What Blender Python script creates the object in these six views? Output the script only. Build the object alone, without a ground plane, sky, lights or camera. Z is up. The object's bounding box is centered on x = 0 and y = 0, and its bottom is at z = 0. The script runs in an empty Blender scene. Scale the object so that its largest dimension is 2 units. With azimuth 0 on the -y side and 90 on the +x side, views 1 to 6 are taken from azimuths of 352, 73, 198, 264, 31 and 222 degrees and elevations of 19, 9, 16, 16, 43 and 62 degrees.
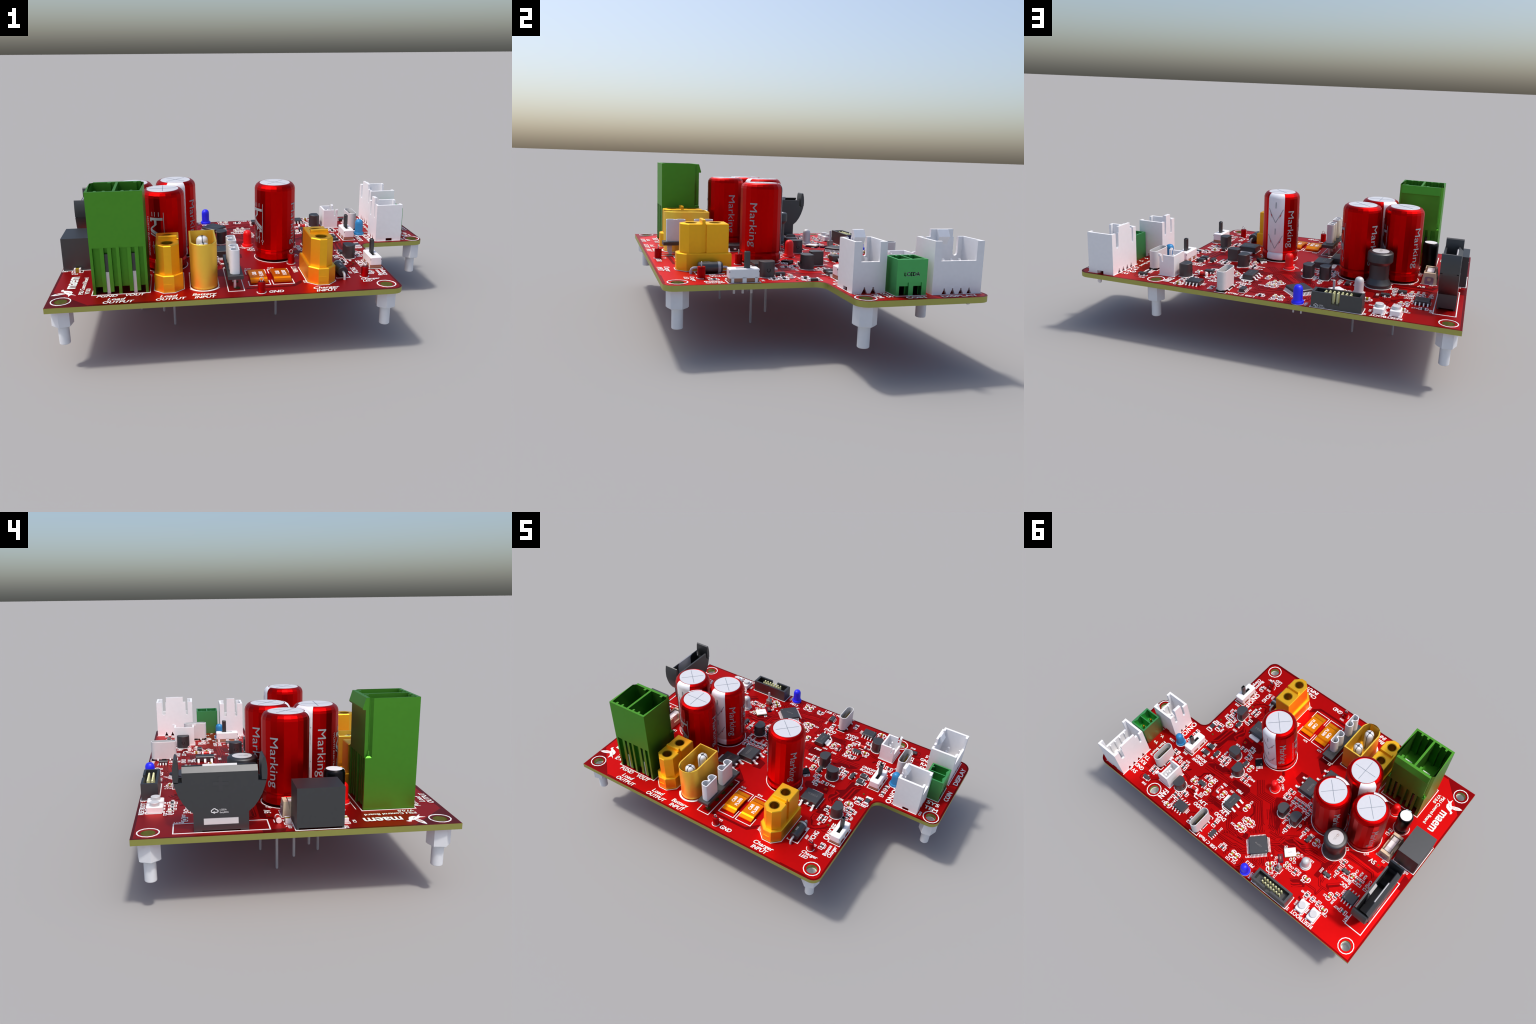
# Power-supply control board: a red printed circuit board on nylon standoffs, carrying
# connectors, electrolytic capacitors, switches, LEDs and small surface-mount parts.
import bpy, math, random
from mathutils import Vector, Matrix
from mathutils.geometry import delaunay_2d_cdt

random.seed(7)
ZB, ZT = 0.299, 0.324          # underside and top of the board
MM = 0.01563                   # one real millimetre in scene units

# ------------------------------------------------------------------ materials
def srgb(r, g, b):
    f = lambda c: (c / 255) / 12.92 if c <= 10 else ((c / 255 + 0.055) / 1.055) ** 2.4
    return (f(r), f(g), f(b))

MATS = {}
def material(name, col, rough=0.45, metal=0.0, spec=0.5, grain=0.04, bump=0.0, coat=0.0, trans=0.0):
    m = bpy.data.materials.new(name)
    m.use_nodes = True
    nt = m.node_tree
    b = nt.nodes["Principled BSDF"]
    b.inputs["Roughness"].default_value = rough
    b.inputs["Metallic"].default_value = metal
    b.inputs["Specular IOR Level"].default_value = spec
    b.inputs["Coat Weight"].default_value = coat
    b.inputs["Transmission Weight"].default_value = trans
    tc = nt.nodes.new("ShaderNodeTexCoord")
    nz = nt.nodes.new("ShaderNodeTexNoise")
    nz.inputs["Scale"].default_value = 60
    nz.inputs["Detail"].default_value = 3
    nt.links.new(tc.outputs["Object"], nz.inputs["Vector"])
    mx = nt.nodes.new("ShaderNodeMix"); mx.data_type = 'RGBA'
    mx.inputs["A"].default_value = (*[c * (1 - grain) for c in col], 1)
    mx.inputs["B"].default_value = (*[min(1, c * (1 + grain)) for c in col], 1)
    nt.links.new(nz.outputs["Fac"], mx.inputs["Factor"])
    nt.links.new(mx.outputs["Result"], b.inputs["Base Color"])
    if bump:
        bp = nt.nodes.new("ShaderNodeBump"); bp.inputs["Strength"].default_value = bump
        bp.inputs["Distance"].default_value = 0.001
        n2 = nt.nodes.new("ShaderNodeTexNoise"); n2.inputs["Scale"].default_value = 400
        nt.links.new(tc.outputs["Object"], n2.inputs["Vector"])
        nt.links.new(n2.outputs["Fac"], bp.inputs["Height"])
        nt.links.new(bp.outputs["Normal"], b.inputs["Normal"])
    MATS[name] = m
    return m

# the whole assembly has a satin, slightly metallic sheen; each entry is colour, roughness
SHEEN = 1.0
for _name, _col, _rough in [
    ("solder_mask_over_copper", (0.57, 0.0052, 0.0058), 0.50),
    ("solder_mask_bare", (0.235, 0.0030, 0.0045), 0.50),
    ("board_edge", (0.42, 0.42, 0.120), 0.50),
    ("silkscreen_ink", (0.95, 0.95, 0.95), 0.50),
    ("green_plastic", (0.095, 0.34, 0.038), 0.50),
    ("bright_green_plastic", (0.10, 0.46, 0.145), 0.50),
    ("amber_plastic", (0.95, 0.52, 0.030), 0.50),
    ("pale_amber_plastic", (1.0, 0.66, 0.09), 0.50),
    ("fuse_orange", (0.85, 0.27, 0.006), 0.50),
    ("sleeve_red", (0.56, 0.0018, 0.0022), 0.40),
    ("sleeve_white", (0.90, 0.90, 0.93), 0.45),
    ("sleeve_grey_ink", (0.34, 0.37, 0.40), 0.50),
    ("can_top", (0.72, 0.73, 0.77), 0.50),
    ("score_line", (0.26, 0.31, 0.36), 0.50),
    ("chip_black", (0.100, 0.102, 0.107), 0.50),
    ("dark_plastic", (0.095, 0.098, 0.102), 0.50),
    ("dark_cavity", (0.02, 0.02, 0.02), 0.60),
    ("gloss_black", (0.018, 0.017, 0.018), 0.35),
    ("white_plastic", (0.95, 0.94, 0.95), 0.50),
    ("nylon_white", (0.80, 0.81, 0.84), 0.50),
    ("nickel", (0.85, 0.84, 0.85), 0.45),
    ("shell_steel", (0.75, 0.74, 0.74), 0.50),
    ("lead_wire", (0.62, 0.63, 0.65), 0.50),
    ("solder_white", (0.93, 0.92, 0.92), 0.50),
    ("ceramic_tan", (0.34, 0.24, 0.012), 0.50),
    ("pin_gold", (0.85, 0.83, 0.46), 0.50),
    ("contact_gold", (0.55, 0.33, 0.02), 0.45),
    ("red_plastic", (0.46, 0.005, 0.007), 0.50),
    ("led_red", (0.90, 0.002, 0.003), 0.40),
    ("led_blue", (0.02, 0.02, 0.90), 0.40),
    ("led_cyan", (0.025, 0.25, 0.55), 0.45),
    ("led_white", (0.70, 0.70, 0.71), 0.45),
    ("glass_red", (0.65, 0.012, 0.006), 0.30),
    ("brown_phenolic", (0.48, 0.22, 0.13), 0.55),
    ("cream_plastic", (0.80, 0.66, 0.46), 0.50),
    ("via_olive", (0.12, 0.12, 0.03), 0.60),
    ("pale_blue_ink", (0.60, 0.86, 0.97), 0.50),
    ("marking_grey", (0.30, 0.28, 0.26), 0.50),
    ("marking_violet", (0.33, 0.30, 0.40), 0.50),
    ("x1_brown", (0.22, 0.05, 0.045), 0.50),
    ("deep_blue", (0.03, 0.03, 0.13), 0.50),
    ("crystal_gold", (0.80, 0.56, 0.18), 0.45),
]:
    # pale plastics, inks, tinned parts and LEDs are plain diffuse; the coloured shells keep the sheen
    _plain = {"silkscreen_ink": .90, "white_plastic": .90, "nylon_white": .90, "sleeve_white": .90, "solder_white": .92, "shell_steel": .85,
              "lead_wire": .85, "can_top": .80, "nickel": .85, "led_white": .85, "led_blue": 1.0, "led_cyan": .85, "led_red": 1.0,
              "glass_red": .9, "crystal_gold": .9, "pin_gold": .9, "pale_blue_ink": .9, "cream_plastic": .85, "brown_phenolic": .8,
              "sleeve_grey_ink": 1.0, "ceramic_tan": 1.0}
    k = _plain.get(_name)
    material(_name, _col if k is None else tuple(c * k for c in _col), _rough, SHEEN if k is None else 0.12)

# ------------------------------------------------------------------ geometry kit
def arc(cx, cy, r, a0, a1, n):
    return [(cx + r * math.cos(math.radians(a0 + (a1 - a0) * i / n)),
             cy + r * math.sin(math.radians(a0 + (a1 - a0) * i / n))) for i in range(n + 1)]

def ngon(cx, cy, r, n, a0=0.0):
    return [(cx + r * math.cos(2 * math.pi * i / n + a0), cy + r * math.sin(2 * math.pi * i / n + a0)) for i in range(n)]

def rrect(x0, x1, y0, y1, r, n=3):
    if r <= 0:
        return [(x0, y0), (x1, y0), (x1, y1), (x0, y1)]
    return (arc(x1 - r, y0 + r, r, -90, 0, n) + arc(x1 - r, y1 - r, r, 0, 90, n) +
            arc(x0 + r, y1 - r, r, 90, 180, n) + arc(x0 + r, y0 + r, r, 180, 270, n))

def inset(pts, d):
    """move every edge of a closed outline inwards by d (counter-clockwise outline)"""
    n, out = len(pts), []
    for i in range(n):
        p0, p1, p2 = Vector(pts[i - 1]), Vector(pts[i]), Vector(pts[(i + 1) % n])
        a, b = (p1 - p0).normalized(), (p2 - p1).normalized()
        na, nb = Vector((-a.y, a.x)), Vector((-b.y, b.x))
        k = 1 + na.dot(nb)
        v = (na + nb) / (k if k > 0.3 else 0.3)
        out.append((p1.x + v.x * d, p1.y + v.y * d))
    return out

def fill(loops):
    """triangulate an outline with holes; indices run through the loops in order"""
    pts, edges = [], []
    for lp in loops:
        s, n = len(pts), len(lp)
        pts += [Vector((p[0], p[1])) * 100 for p in lp]
        edges += [(s + i, s + (i + 1) % n) for i in range(n)]
    vs, es, fs, ov, oe, of = delaunay_2d_cdt(pts, edges, [], 1, 1e-5)
    out = []
    for f in fs:
        idx = [ov[i][0] if ov[i] else None for i in f]
        if None in idx:
            continue
        a, b, c = (pts[i] for i in idx[:3])
        mx, my = (a.x + b.x + c.x) / 3, (a.y + b.y + c.y) / 3
        inside = False
        for i, j in edges:
            p, q = pts[i], pts[j]
            if (p.y > my) != (q.y > my) and mx < (q.x - p.x) * (my - p.y) / (q.y - p.y) + p.x:
                inside = not inside
        if not inside:
            continue
        if (b.x - a.x) * (c.y - a.y) - (b.y - a.y) * (c.x - a.x) < 0:
            idx.reverse()
        out.append(tuple(idx))
    return out

class Geo:
    def __init__(self):
        self.v, self.f, self.m = [], [], []

    def face(self, idx, m):
        self.f.append(tuple(idx)); self.m.append(m)

    def mapped(self, pts, axis, a):
        if axis == 'z':
            return [(p[0], p[1], a) for p in pts]
        if axis == 'x':
            return [(a, p[0], p[1]) for p in pts]
        return [(p[0], a, p[1]) for p in pts]

    def extrude(self, outer, a0, a1, m=0, axis='z', holes=(), mcap=None, top=True, bottom=True, bevel=0.0, msides=None):
        """prism of an outline (with holes) along an axis, with an optional chamfer at its far end"""
        area = sum(outer[i - 1][0] * outer[i][1] - outer[i][0] * outer[i - 1][1] for i in range(len(outer)))
        outer = list(outer) if area > 0 else list(reversed(outer))
        loops = [outer] + [list(h) for h in holes]
        mc = m if mcap is None else mcap
        ms = m if msides is None else msides
        base = len(self.v)
        levels = [(a0, loops)]
        if bevel:
            levels.append((a1 - (bevel if a1 > a0 else -bevel), loops))
            levels.append((a1, [inset(outer, bevel)] + loops[1:]))
        else:
            levels.append((a1, loops))
        starts = []
        for a, lps in levels:
            starts.append(len(self.v))
            for lp in lps:
                self.v += self.mapped(lp, axis, a)
        for k in range(len(levels) - 1):
            o = 0
            for lp in loops:
                n = len(lp)
                for i in range(n):
                    j = (i + 1) % n
                    self.face((starts[k] + o + i, starts[k] + o + j, starts[k + 1] + o + j, starts[k + 1] + o + i), ms)
                o += n
        flat = levels[-1][1]
        if len(loops) == 1 and len(outer) <= 4:
            tris = [tuple(range(len(outer)))]
        else:
            tris = fill(flat)
        for t in tris:
            if top:
                self.face([starts[-1] + i for i in t], mc)
            if bottom:
                self.face([starts[0] + i for i in reversed(t)], m)

    def box(self, x0, x1, y0, y1, z0, z1, m=0, bevel=0.0, r=0.0, mcap=None):
        self.extrude(rrect(x0, x1, y0, y1, r), z0, z1, m, bevel=bevel, mcap=mcap)

    def lathe(self, prof, n=24, m=0, cx=0.0, cy=0.0, a0=0.0, mats=None):
        """prof: (radius, z) from bottom to top; a radius of 0 closes the end"""
        rings = []
        for r, z in prof:
            if r <= 1e-6:
                rings.append([len(self.v)]); self.v.append((cx, cy, z))
            else:
                rings.append(list(range(len(self.v), len(self.v) + n)))
                self.v += [(x, y, z) for x, y in ngon(cx, cy, r, n, a0)]
        for k in range(len(rings) - 1):
            a, b = rings[k], rings[k + 1]
            mm = mats[k] if mats else m
            for i in range(n):
                j = (i + 1) % n
                if len(a) == 1 and len(b) == 1:
                    continue
                if len(a) == 1:
                    self.face((a[0], b[j], b[i]), mm)
                elif len(b) == 1:
                    self.face((a[i], a[j], b[0]), mm)
                else:
                    self.face((a[i], a[j], b[j], b[i]), mm)
        return rings

    def tube(self, path, r, n=8, m=0, closed=False):
        path = [Vector(p) for p in path]
        cnt, rings = len(path), []
        up = None
        for i, p in enumerate(path):
            if closed:
                t = (path[(i + 1) % cnt] - path[i - 1]).normalized()
            else:
                t = (path[min(i + 1, cnt - 1)] - path[max(i - 1, 0)]).normalized()
            if up is None:
                up = Vector((0, 0, 1)) if abs(t.z) < 0.9 else Vector((1, 0, 0))
            up = (up - t * up.dot(t)).normalized()
            s = t.cross(up)
            rings.append(len(self.v))
            for k in range(n):
                a = 2 * math.pi * k / n
                self.v.append(tuple(p + (up * math.cos(a) + s * math.sin(a)) * r))
        for i in range(cnt if closed else cnt - 1):
            a, b = rings[i], rings[(i + 1) % cnt]
            for k in range(n):
                j = (k + 1) % n
                self.face((a + k, b + k, b + j, a + j), m)
        if not closed:
            self.face([rings[0] + k for k in range(n)], m)
            self.face([rings[-1] + k for k in reversed(range(n))], m)

    def strip(self, path, w, z0, z1, m=0, closed=False):
        """flat ribbon of width w along a polyline, mitred at the corners"""
        P = [Vector(p) for p in path]
        n, L, R = len(P), [], []
        for i in range(n):
            if closed:
                a, b = P[i] - P[i - 1], P[(i + 1) % n] - P[i]
            else:
                a = P[i] - P[i - 1] if i else P[1] - P[0]
                b = P[i + 1] - P[i] if i < n - 1 else a
            a, b = a.normalized(), b.normalized()
            na, nb = Vector((-a.y, a.x)), Vector((-b.y, b.x))
            v = (na + nb) / max(0.45, 1 + na.dot(nb))
            L.append(P[i] + v * w / 2); R.append(P[i] - v * w / 2)
        s = len(self.v)
        for q in L + R:
            self.v.append((q.x, q.y, z1))
        for q in L + R:
            self.v.append((q.x, q.y, z0))
        for i in range(n if closed else n - 1):
            j = (i + 1) % n
            self.face((s + n + i, s + n + j, s + j, s + i), m)
            self.face((s + i, s + j, s + 2 * n + j, s + 2 * n + i), m)
            self.face((s + n + j, s + n + i, s + 3 * n + i, s + 3 * n + j), m)

    def add(self, other, mat4=None, m=None):
        s = len(self.v)
        self.v += [tuple(mat4 @ Vector(p)) for p in other.v] if mat4 else other.v
        for f, k in zip(other.f, other.m):
            self.face([s + i for i in f], k if m is None else m)

    def mesh(self, name, mats, angle=35.0):
        me = bpy.data.meshes.new(name)
        me.from_pydata([tuple(p) for p in self.v], [], self.f)
        for k in mats:
            me.materials.append(MATS[k])
        me.polygons.foreach_set("material_index", self.m)
        if angle:
            me.polygons.foreach_set("use_smooth", [True] * len(self.f))
            me.set_sharp_from_angle(angle=math.radians(angle))
        me.update()
        return me

ROOT = bpy.data.objects.new("circuit_board", None)
bpy.context.scene.collection.objects.link(ROOT)
ROOT.empty_display_size = 0.1
ROOT["label"] = "red power supply control circuit board with tall capacitors"
ROOT["category"] = "circuit board"

def place(name, data, loc=(0, 0, 0), rot=0.0, parent=None, kind=None):
    if isinstance(data, tuple):
        g, mats = data[0], data[1]
        data = g.mesh(name, mats, data[2] if len(data) > 2 else 35.0)
    o = bpy.data.objects.new(name, data)
    bpy.context.scene.collection.objects.link(o)
    o.location = loc
    o.rotation_euler = (0, 0, math.radians(rot))
    o.parent = parent or ROOT
    if kind:
        o["kind"] = kind
    return o

_text_cache = {}
def text_shape(body, shear=0.0):
    """triangles of a piece of lettering in the built-in font, size 1, from the origin"""
    key = (body, shear)
    if key not in _text_cache:
        cu = bpy.data.curves.new("lettering", 'FONT')
        cu.body, cu.size, cu.shear = body, 1.0, shear
        cu.resolution_u = 3
        ob = bpy.data.objects.new("lettering", cu)
        bpy.context.scene.collection.objects.link(ob)
        dg = bpy.context.evaluated_depsgraph_get()
        me = bpy.data.meshes.new_from_object(ob.evaluated_get(dg))
        vs = [(v.co.x, v.co.y) for v in me.vertices]
        fs = [tuple(p.vertices) for p in me.polygons]
        bpy.data.objects.remove(ob); bpy.data.curves.remove(cu); bpy.data.meshes.remove(me)
        _text_cache[key] = (vs, fs)
    return _text_cache[key]

def text_geo(body, width=None, cap=0.02, bold=0.0, shear=0.0, z=0.0, m=0):
    """flat lettering centred on the origin; cap is the height of a capital letter, bold the extra
    stroke width (the glyphs are laid down a few times, each a hair higher and a little to the side)"""
    vs, fs = text_shape(body, shear)
    g = Geo()
    if not vs:
        return g
    x0, x1 = min(p[0] for p in vs), max(p[0] for p in vs)
    k = cap / 0.70
    kx = k if width is None else (width - bold) / (x1 - x0)
    cx = (x0 + x1) / 2
    shifts = [(0, 0)] if not bold else [(-.5, -.3), (.5, -.3), (-.5, .3), (.5, .3)]
    for n, (sx, sy) in enumerate(shifts):
        s = len(g.v)
        g.v += [((p[0] - cx) * kx + sx * bold, (p[1] - 0.35) * k + sy * bold, z + n * 0.00004) for p in vs]
        for f in fs:
            a, b, c = (Vector(g.v[s + i]) for i in f[:3])
            f = [s + i for i in f]
            g.face(f if (b - a).cross(c - a).z > 0 else f[::-1], m)
    return g

def rotz(deg, loc=(0, 0, 0)):
    return Matrix.Translation(Vector(loc)) @ Matrix.Rotation(math.radians(deg), 4, 'Z')
TRACES = [
    ('g', [(0.422, 0.241), (0.243, 0.235), (0.218, 0.246), (0.064, 0.24)]),
    ('g', [(0.424, 0.256), (0.241, 0.245), (0.216, 0.257), (0.055, 0.25)]),
    ('g', [(0.418, 0.271), (0.256, 0.262), (0.047, 0.259)]),
    ('t', [(0.46, 0.218), (0.431, 0.219), (0.412, 0.201), (0.363, 0.197)]),
    ('t', [(0.376, 0.22), (0.362, 0.235), (0.303, 0.228), (0.271, 0.196)]),
    ('d', [(0.416, 0.354), (0.395, 0.336), (0.393, 0.305), (0.362, 0.277), (0.33, 0.273)]),
    ('t', [(0.266, 0.35), (0.28, 0.331), (0.277, 0.277)]),
    ('g', [(0.262, 0.387), (0.273, 0.372), (0.268, 0.312)]),
    ('t', [(0.505, 0.376), (0.454, 0.384), (0.432, 0.398), (0.402, 0.438), (0.339, 0.451), (0.301, 0.435)]),
    ('g', [(0.507, 0.386), (0.461, 0.393), (0.441, 0.406), (0.406, 0.45), (0.342, 0.46)]),
    ('g', [(0.352, 0.493), (0.323, 0.484), (0.272, 0.474), (0.203, 0.418), (0.153, 0.415)]),
    ('g', [(0.357, 0.481), (0.32, 0.471), (0.271, 0.458), (0.218, 0.41), (0.128, 0.402)]),
    ('g', [(0.688, 0.584), (0.697, 0.568), (0.693, 0.548)]),
    ('g', [(0.687, 0.585), (0.664, 0.584), (0.634, 0.566), (0.593, 0.519)]),
    ('d', [(0.519, 0.362), (0.486, 0.348), (0.477, 0.332)]),
    ('g', [(0.468, 0.588), (0.477, 0.564), (0.469, 0.517), (0.478, 0.5)]),
    ('g', [(0.395, 0.615), (0.361, 0.625), (0.374, 0.589), (0.336, 0.597)]),
    ('g', [(0.252, 0.597), (0.277, 0.571), (0.27, 0.546), (0.247, 0.531)]),
    ('t', [(0.196, 0.458), (0.171, 0.461)]),
    ('t', [(0.732, 0.495), (0.671, 0.491)]),
    ('t', [(0.726, 0.54), (0.665, 0.524), (0.636, 0.533)]),
    ('t', [(0.207, 0.286), (0.204, 0.273), (0.181, 0.27)]),
    ('b4', [(0.23, 0.256), (0.204, 0.256), (0.0, 0.245), (-0.09, 0.343), (-0.141, 0.386)]),
    ('b4', [(0.087, 0.111), (0.025, 0.184), (-0.078, 0.173), (-0.174, 0.304), (-0.172, 0.323)]),
    ('g', [(-0.074, 0.239), (-0.12, 0.288)]),
    ('g', [(-0.084, 0.231), (-0.132, 0.278)]),
    ('g', [(0.152, 0.213), (0.134, 0.231), (-0.011, 0.222), (-0.078, 0.292), (-0.124, 0.34)]),
    ('g', [(0.109, 0.2), (0.087, 0.219), (-0.015, 0.215), (-0.115, 0.323), (-0.131, 0.325)]),
    ('t', [(0.06, 0.349), (0.041, 0.344), (0.039, 0.326)]),
    ('d', [(0.013, 0.274), (-0.003, 0.276), (-0.031, 0.31), (-0.027, 0.354)]),
    ('g', [(0.254, 0.394), (0.27, 0.374), (0.265, 0.338)]),
    ('b3', [(0.249, 0.405), (0.094, 0.405), (0.021, 0.475), (-0.033, 0.475)]),
    ('t', [(0.014, 0.495), (-0.001, 0.506), (-0.104, 0.49), (-0.116, 0.48)]),
    ('t', [(0.032, 0.503), (0.016, 0.514), (-0.114, 0.496), (-0.124, 0.488)]),
    ('t', [(0.038, 0.525), (-0.13, 0.498)]),
    ('t', [(0.056, 0.548), (-0.065, 0.542), (-0.078, 0.531), (-0.13, 0.529), (-0.148, 0.516)]),
    ('t', [(0.06, 0.559), (-0.06, 0.553), (-0.099, 0.538), (-0.126, 0.543), (-0.154, 0.522)]),
    ('t', [(-0.031, 0.584), (-0.055, 0.574), (-0.086, 0.545), (-0.128, 0.554), (-0.16, 0.529)]),
    ('t', [(-0.055, 0.579), (-0.065, 0.585), (-0.054, 0.601), (-0.068, 0.617)]),
    ('t', [(-0.027, 0.469), (-0.051, 0.479), (-0.089, 0.473), (-0.107, 0.472)]),
    ('t', [(-0.209, 0.534), (-0.23, 0.559), (-0.27, 0.556)]),
    ('t', [(-0.217, 0.527), (-0.229, 0.541), (-0.255, 0.539)]),
    ('t', [(-0.234, 0.518), (-0.239, 0.523), (-0.248, 0.525)]),
    ('t', [(-0.248, 0.501), (-0.266, 0.52), (-0.267, 0.542)]),
    ('t', [(-0.257, 0.494), (-0.291, 0.527)]),
    ('t', [(-0.274, 0.47), (-0.285, 0.48), (-0.299, 0.483)]),
    ('t', [(-0.235, 0.381), (-0.268, 0.354), (-0.271, 0.313), (-0.299, 0.29)]),
    ('t', [(-0.242, 0.395), (-0.281, 0.364), (-0.288, 0.322)]),
    ('t', [(-0.252, 0.411), (-0.269, 0.398), (-0.297, 0.399), (-0.309, 0.391)]),
    ('t', [(-0.26, 0.426), (-0.275, 0.419), (-0.308, 0.456)]),
    ('t', [(-0.162, 0.577), (-0.18, 0.582), (-0.181, 0.614), (-0.165, 0.632)]),
    ('t', [(-0.104, 0.42), (-0.094, 0.409), (-0.078, 0.412)]),
    ('t', [(-0.117, 0.407), (-0.105, 0.394), (-0.097, 0.396)]),
    ('t', [(-0.129, 0.395), (-0.117, 0.38)]),
    ('t', [(-0.143, 0.383), (-0.132, 0.367)]),
    ('t', [(-0.156, 0.37), (-0.146, 0.356)]),
    ('t', [(-0.242, 0.356), (-0.202, 0.364)]),
    ('g', [(-0.401, 0.32), (-0.441, 0.32), (-0.466, 0.3), (-0.539, 0.297), (-0.555, 0.312), (-0.554, 0.383)]),
    ('g', [(-0.42, 0.304), (-0.534, 0.291), (-0.569, 0.29), (-0.58, 0.31), (-0.576, 0.383)]),
    ('t', [(-0.588, 0.284), (-0.593, 0.299), (-0.586, 0.346)]),
    ('b2', [(-0.418, 0.296), (-0.485, 0.284), (-0.567, 0.276), (-0.595, 0.25)]),
    ('t', [(-0.612, 0.232), (-0.61, 0.298)]),
    ('g', [(-0.61, 0.137), (-0.767, 0.127)]),
    ('g', [(-0.625, 0.168), (-0.638, 0.157), (-0.784, 0.15)]),
    ('g', [(-0.635, 0.17), (-0.79, 0.159)]),
    ('g', [(-0.542, 0.456), (-0.609, 0.452), (-0.631, 0.469)]),
    ('g', [(-0.556, 0.445), (-0.61, 0.442), (-0.632, 0.464)]),
    ('g', [(-0.586, 0.379), (-0.613, 0.416), (-0.639, 0.413), (-0.687, 0.409)]),
    ('g', [(-0.59, 0.367), (-0.62, 0.406), (-0.688, 0.399)]),
    ('g', [(-0.642, 0.415), (-0.634, 0.467)]),
    ('g', [(-0.632, 0.418), (-0.628, 0.467)]),
    ('t', [(-0.61, 0.354), (-0.611, 0.377), (-0.615, 0.388)]),
    ('l', [(-0.65, 0.377), (-0.702, 0.327)]),
    ('l', [(-0.669, 0.39), (-0.705, 0.354), (-0.739, 0.353)]),
    ('t', [(-0.638, 0.294), (-0.656, 0.312), (-0.675, 0.314)]),
    ('t', [(-0.463, 0.49), (-0.507, 0.44), (-0.529, 0.44)]),
    ('l', [(-0.472, 0.501), (-0.49, 0.5), (-0.521, 0.474)]),
    ('l', [(-0.486, 0.517), (-0.506, 0.509), (-0.54, 0.475)]),
    ('t', [(-0.493, 0.428), (-0.508, 0.402)]),
    ('d', [(-0.569, 0.53), (-0.571, 0.541), (-0.593, 0.541)]),
    ('g', [(-0.555, 0.568), (-0.577, 0.563)]),
    ('d', [(-0.807, 0.205), (-0.806, 0.238)]),
    ('l', [(0.561, 0.105), (0.527, 0.106), (0.489, 0.067), (0.483, -0.024), (0.477, -0.064)]),
    ('l', [(0.5, 0.101), (0.471, 0.069), (0.455, -0.052)]),
    ('l', [(0.46, 0.133), (0.442, 0.106), (0.437, 0.032), (0.409, 0.01), (0.382, 0.005), (0.376, -0.034)]),
    ('l', [(0.437, -0.044), (0.428, -0.092), (0.437, -0.115)]),
    ('l', [(0.422, -0.109), (0.399, -0.086), (0.419, -0.041), (0.425, -0.018), (0.4, -0.009)]),
    ('l', [(0.401, -0.115), (0.382, -0.1), (0.379, -0.055), (0.403, -0.03)]),
    ('g', [(0.478, -0.257), (0.423, -0.321), (0.407, -0.315), (0.382, -0.274), (0.376, -0.243)]),
    ('g', [(0.497, -0.278), (0.441, -0.337), (0.41, -0.344)]),
    ('g', [(0.523, -0.302), (0.476, -0.303), (0.463, -0.319), (0.485, -0.326), (0.501, -0.32)]),
    ('t', [(0.435, -0.238), (0.401, -0.259)]),
    ('g', [(0.541, -0.059), (0.554, -0.079)]),
    ('l', [(-0.289, 0.151), (-0.306, 0.178), (-0.297, 0.24), (-0.314, 0.261)]),
    ('l', [(-0.316, 0.149), (-0.328, 0.165), (-0.322, 0.215)]),
    ('t', [(-0.183, 0.339), (-0.241, 0.336), (-0.266, 0.315), (-0.335, 0.248)]),
    ('t', [(-0.23, 0.394), (-0.277, 0.35), (-0.285, 0.31), (-0.315, 0.285), (-0.389, 0.297), (-0.411, 0.279)]),
    ('t', [(-0.29, 0.355), (-0.337, 0.34), (-0.369, 0.318), (-0.429, 0.313)]),
    ('t', [(-0.291, 0.329), (-0.325, 0.325), (-0.344, 0.31), (-0.401, 0.312)]),
    ('t', [(-0.321, 0.304), (-0.338, 0.29), (-0.382, 0.288), (-0.401, 0.273)]),
    ('t', [(-0.245, 0.411), (-0.275, 0.381), (-0.329, 0.38)]),
    ('t', [(-0.415, 0.295), (-0.447, 0.268), (-0.488, 0.263)]),
    ('b3', [(-0.078, 0.181), (-0.172, 0.293), (-0.181, 0.326)]),
    ('b2', [(-0.143, 0.23), (-0.222, 0.312), (-0.228, 0.337)]),
    ('w', [(0.165, -0.501), (0.123, -0.541), (-0.073, -0.541)]),
    ('w', [(-0.105, -0.544), (0.111, -0.541), (0.171, -0.482)]),
    ('w', [(-0.811, -0.642), (-0.716, -0.639), (-0.407, -0.641)]),
    ('w', [(0.397, -0.642), (0.558, -0.643)]),
    ('g', [(0.378, -0.274), (0.378, -0.238), (0.428, -0.228)]),
    ('g', [(0.378, -0.274), (0.401, -0.292), (0.409, -0.318), (0.432, -0.312), (0.469, -0.261)]),
    ('g', [(0.46, -0.316), (0.483, -0.305), (0.507, -0.272)]),
    ('g', [(0.409, -0.34), (0.44, -0.333), (0.48, -0.294), (0.487, -0.276)]),
    ('t', [(0.393, -0.265), (0.403, -0.249), (0.417, -0.249)]),
    ('g', [(0.083, 0.346), (0.125, 0.332), (0.257, 0.395), (0.281, 0.278)]),
    ('b3', [(0.037, 0.402), (0.099, 0.393), (0.189, 0.398), (0.26, 0.403)]),
    ('t', [(0.68, 0.27), (0.62, 0.265)]),
    ('t', [(-0.635, 0.159), (-0.805, 0.156), (-0.825, 0.178)]),
    ('g', [(-0.629, 0.176), (-0.804, 0.164), (-0.822, 0.189)]),
]
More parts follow.
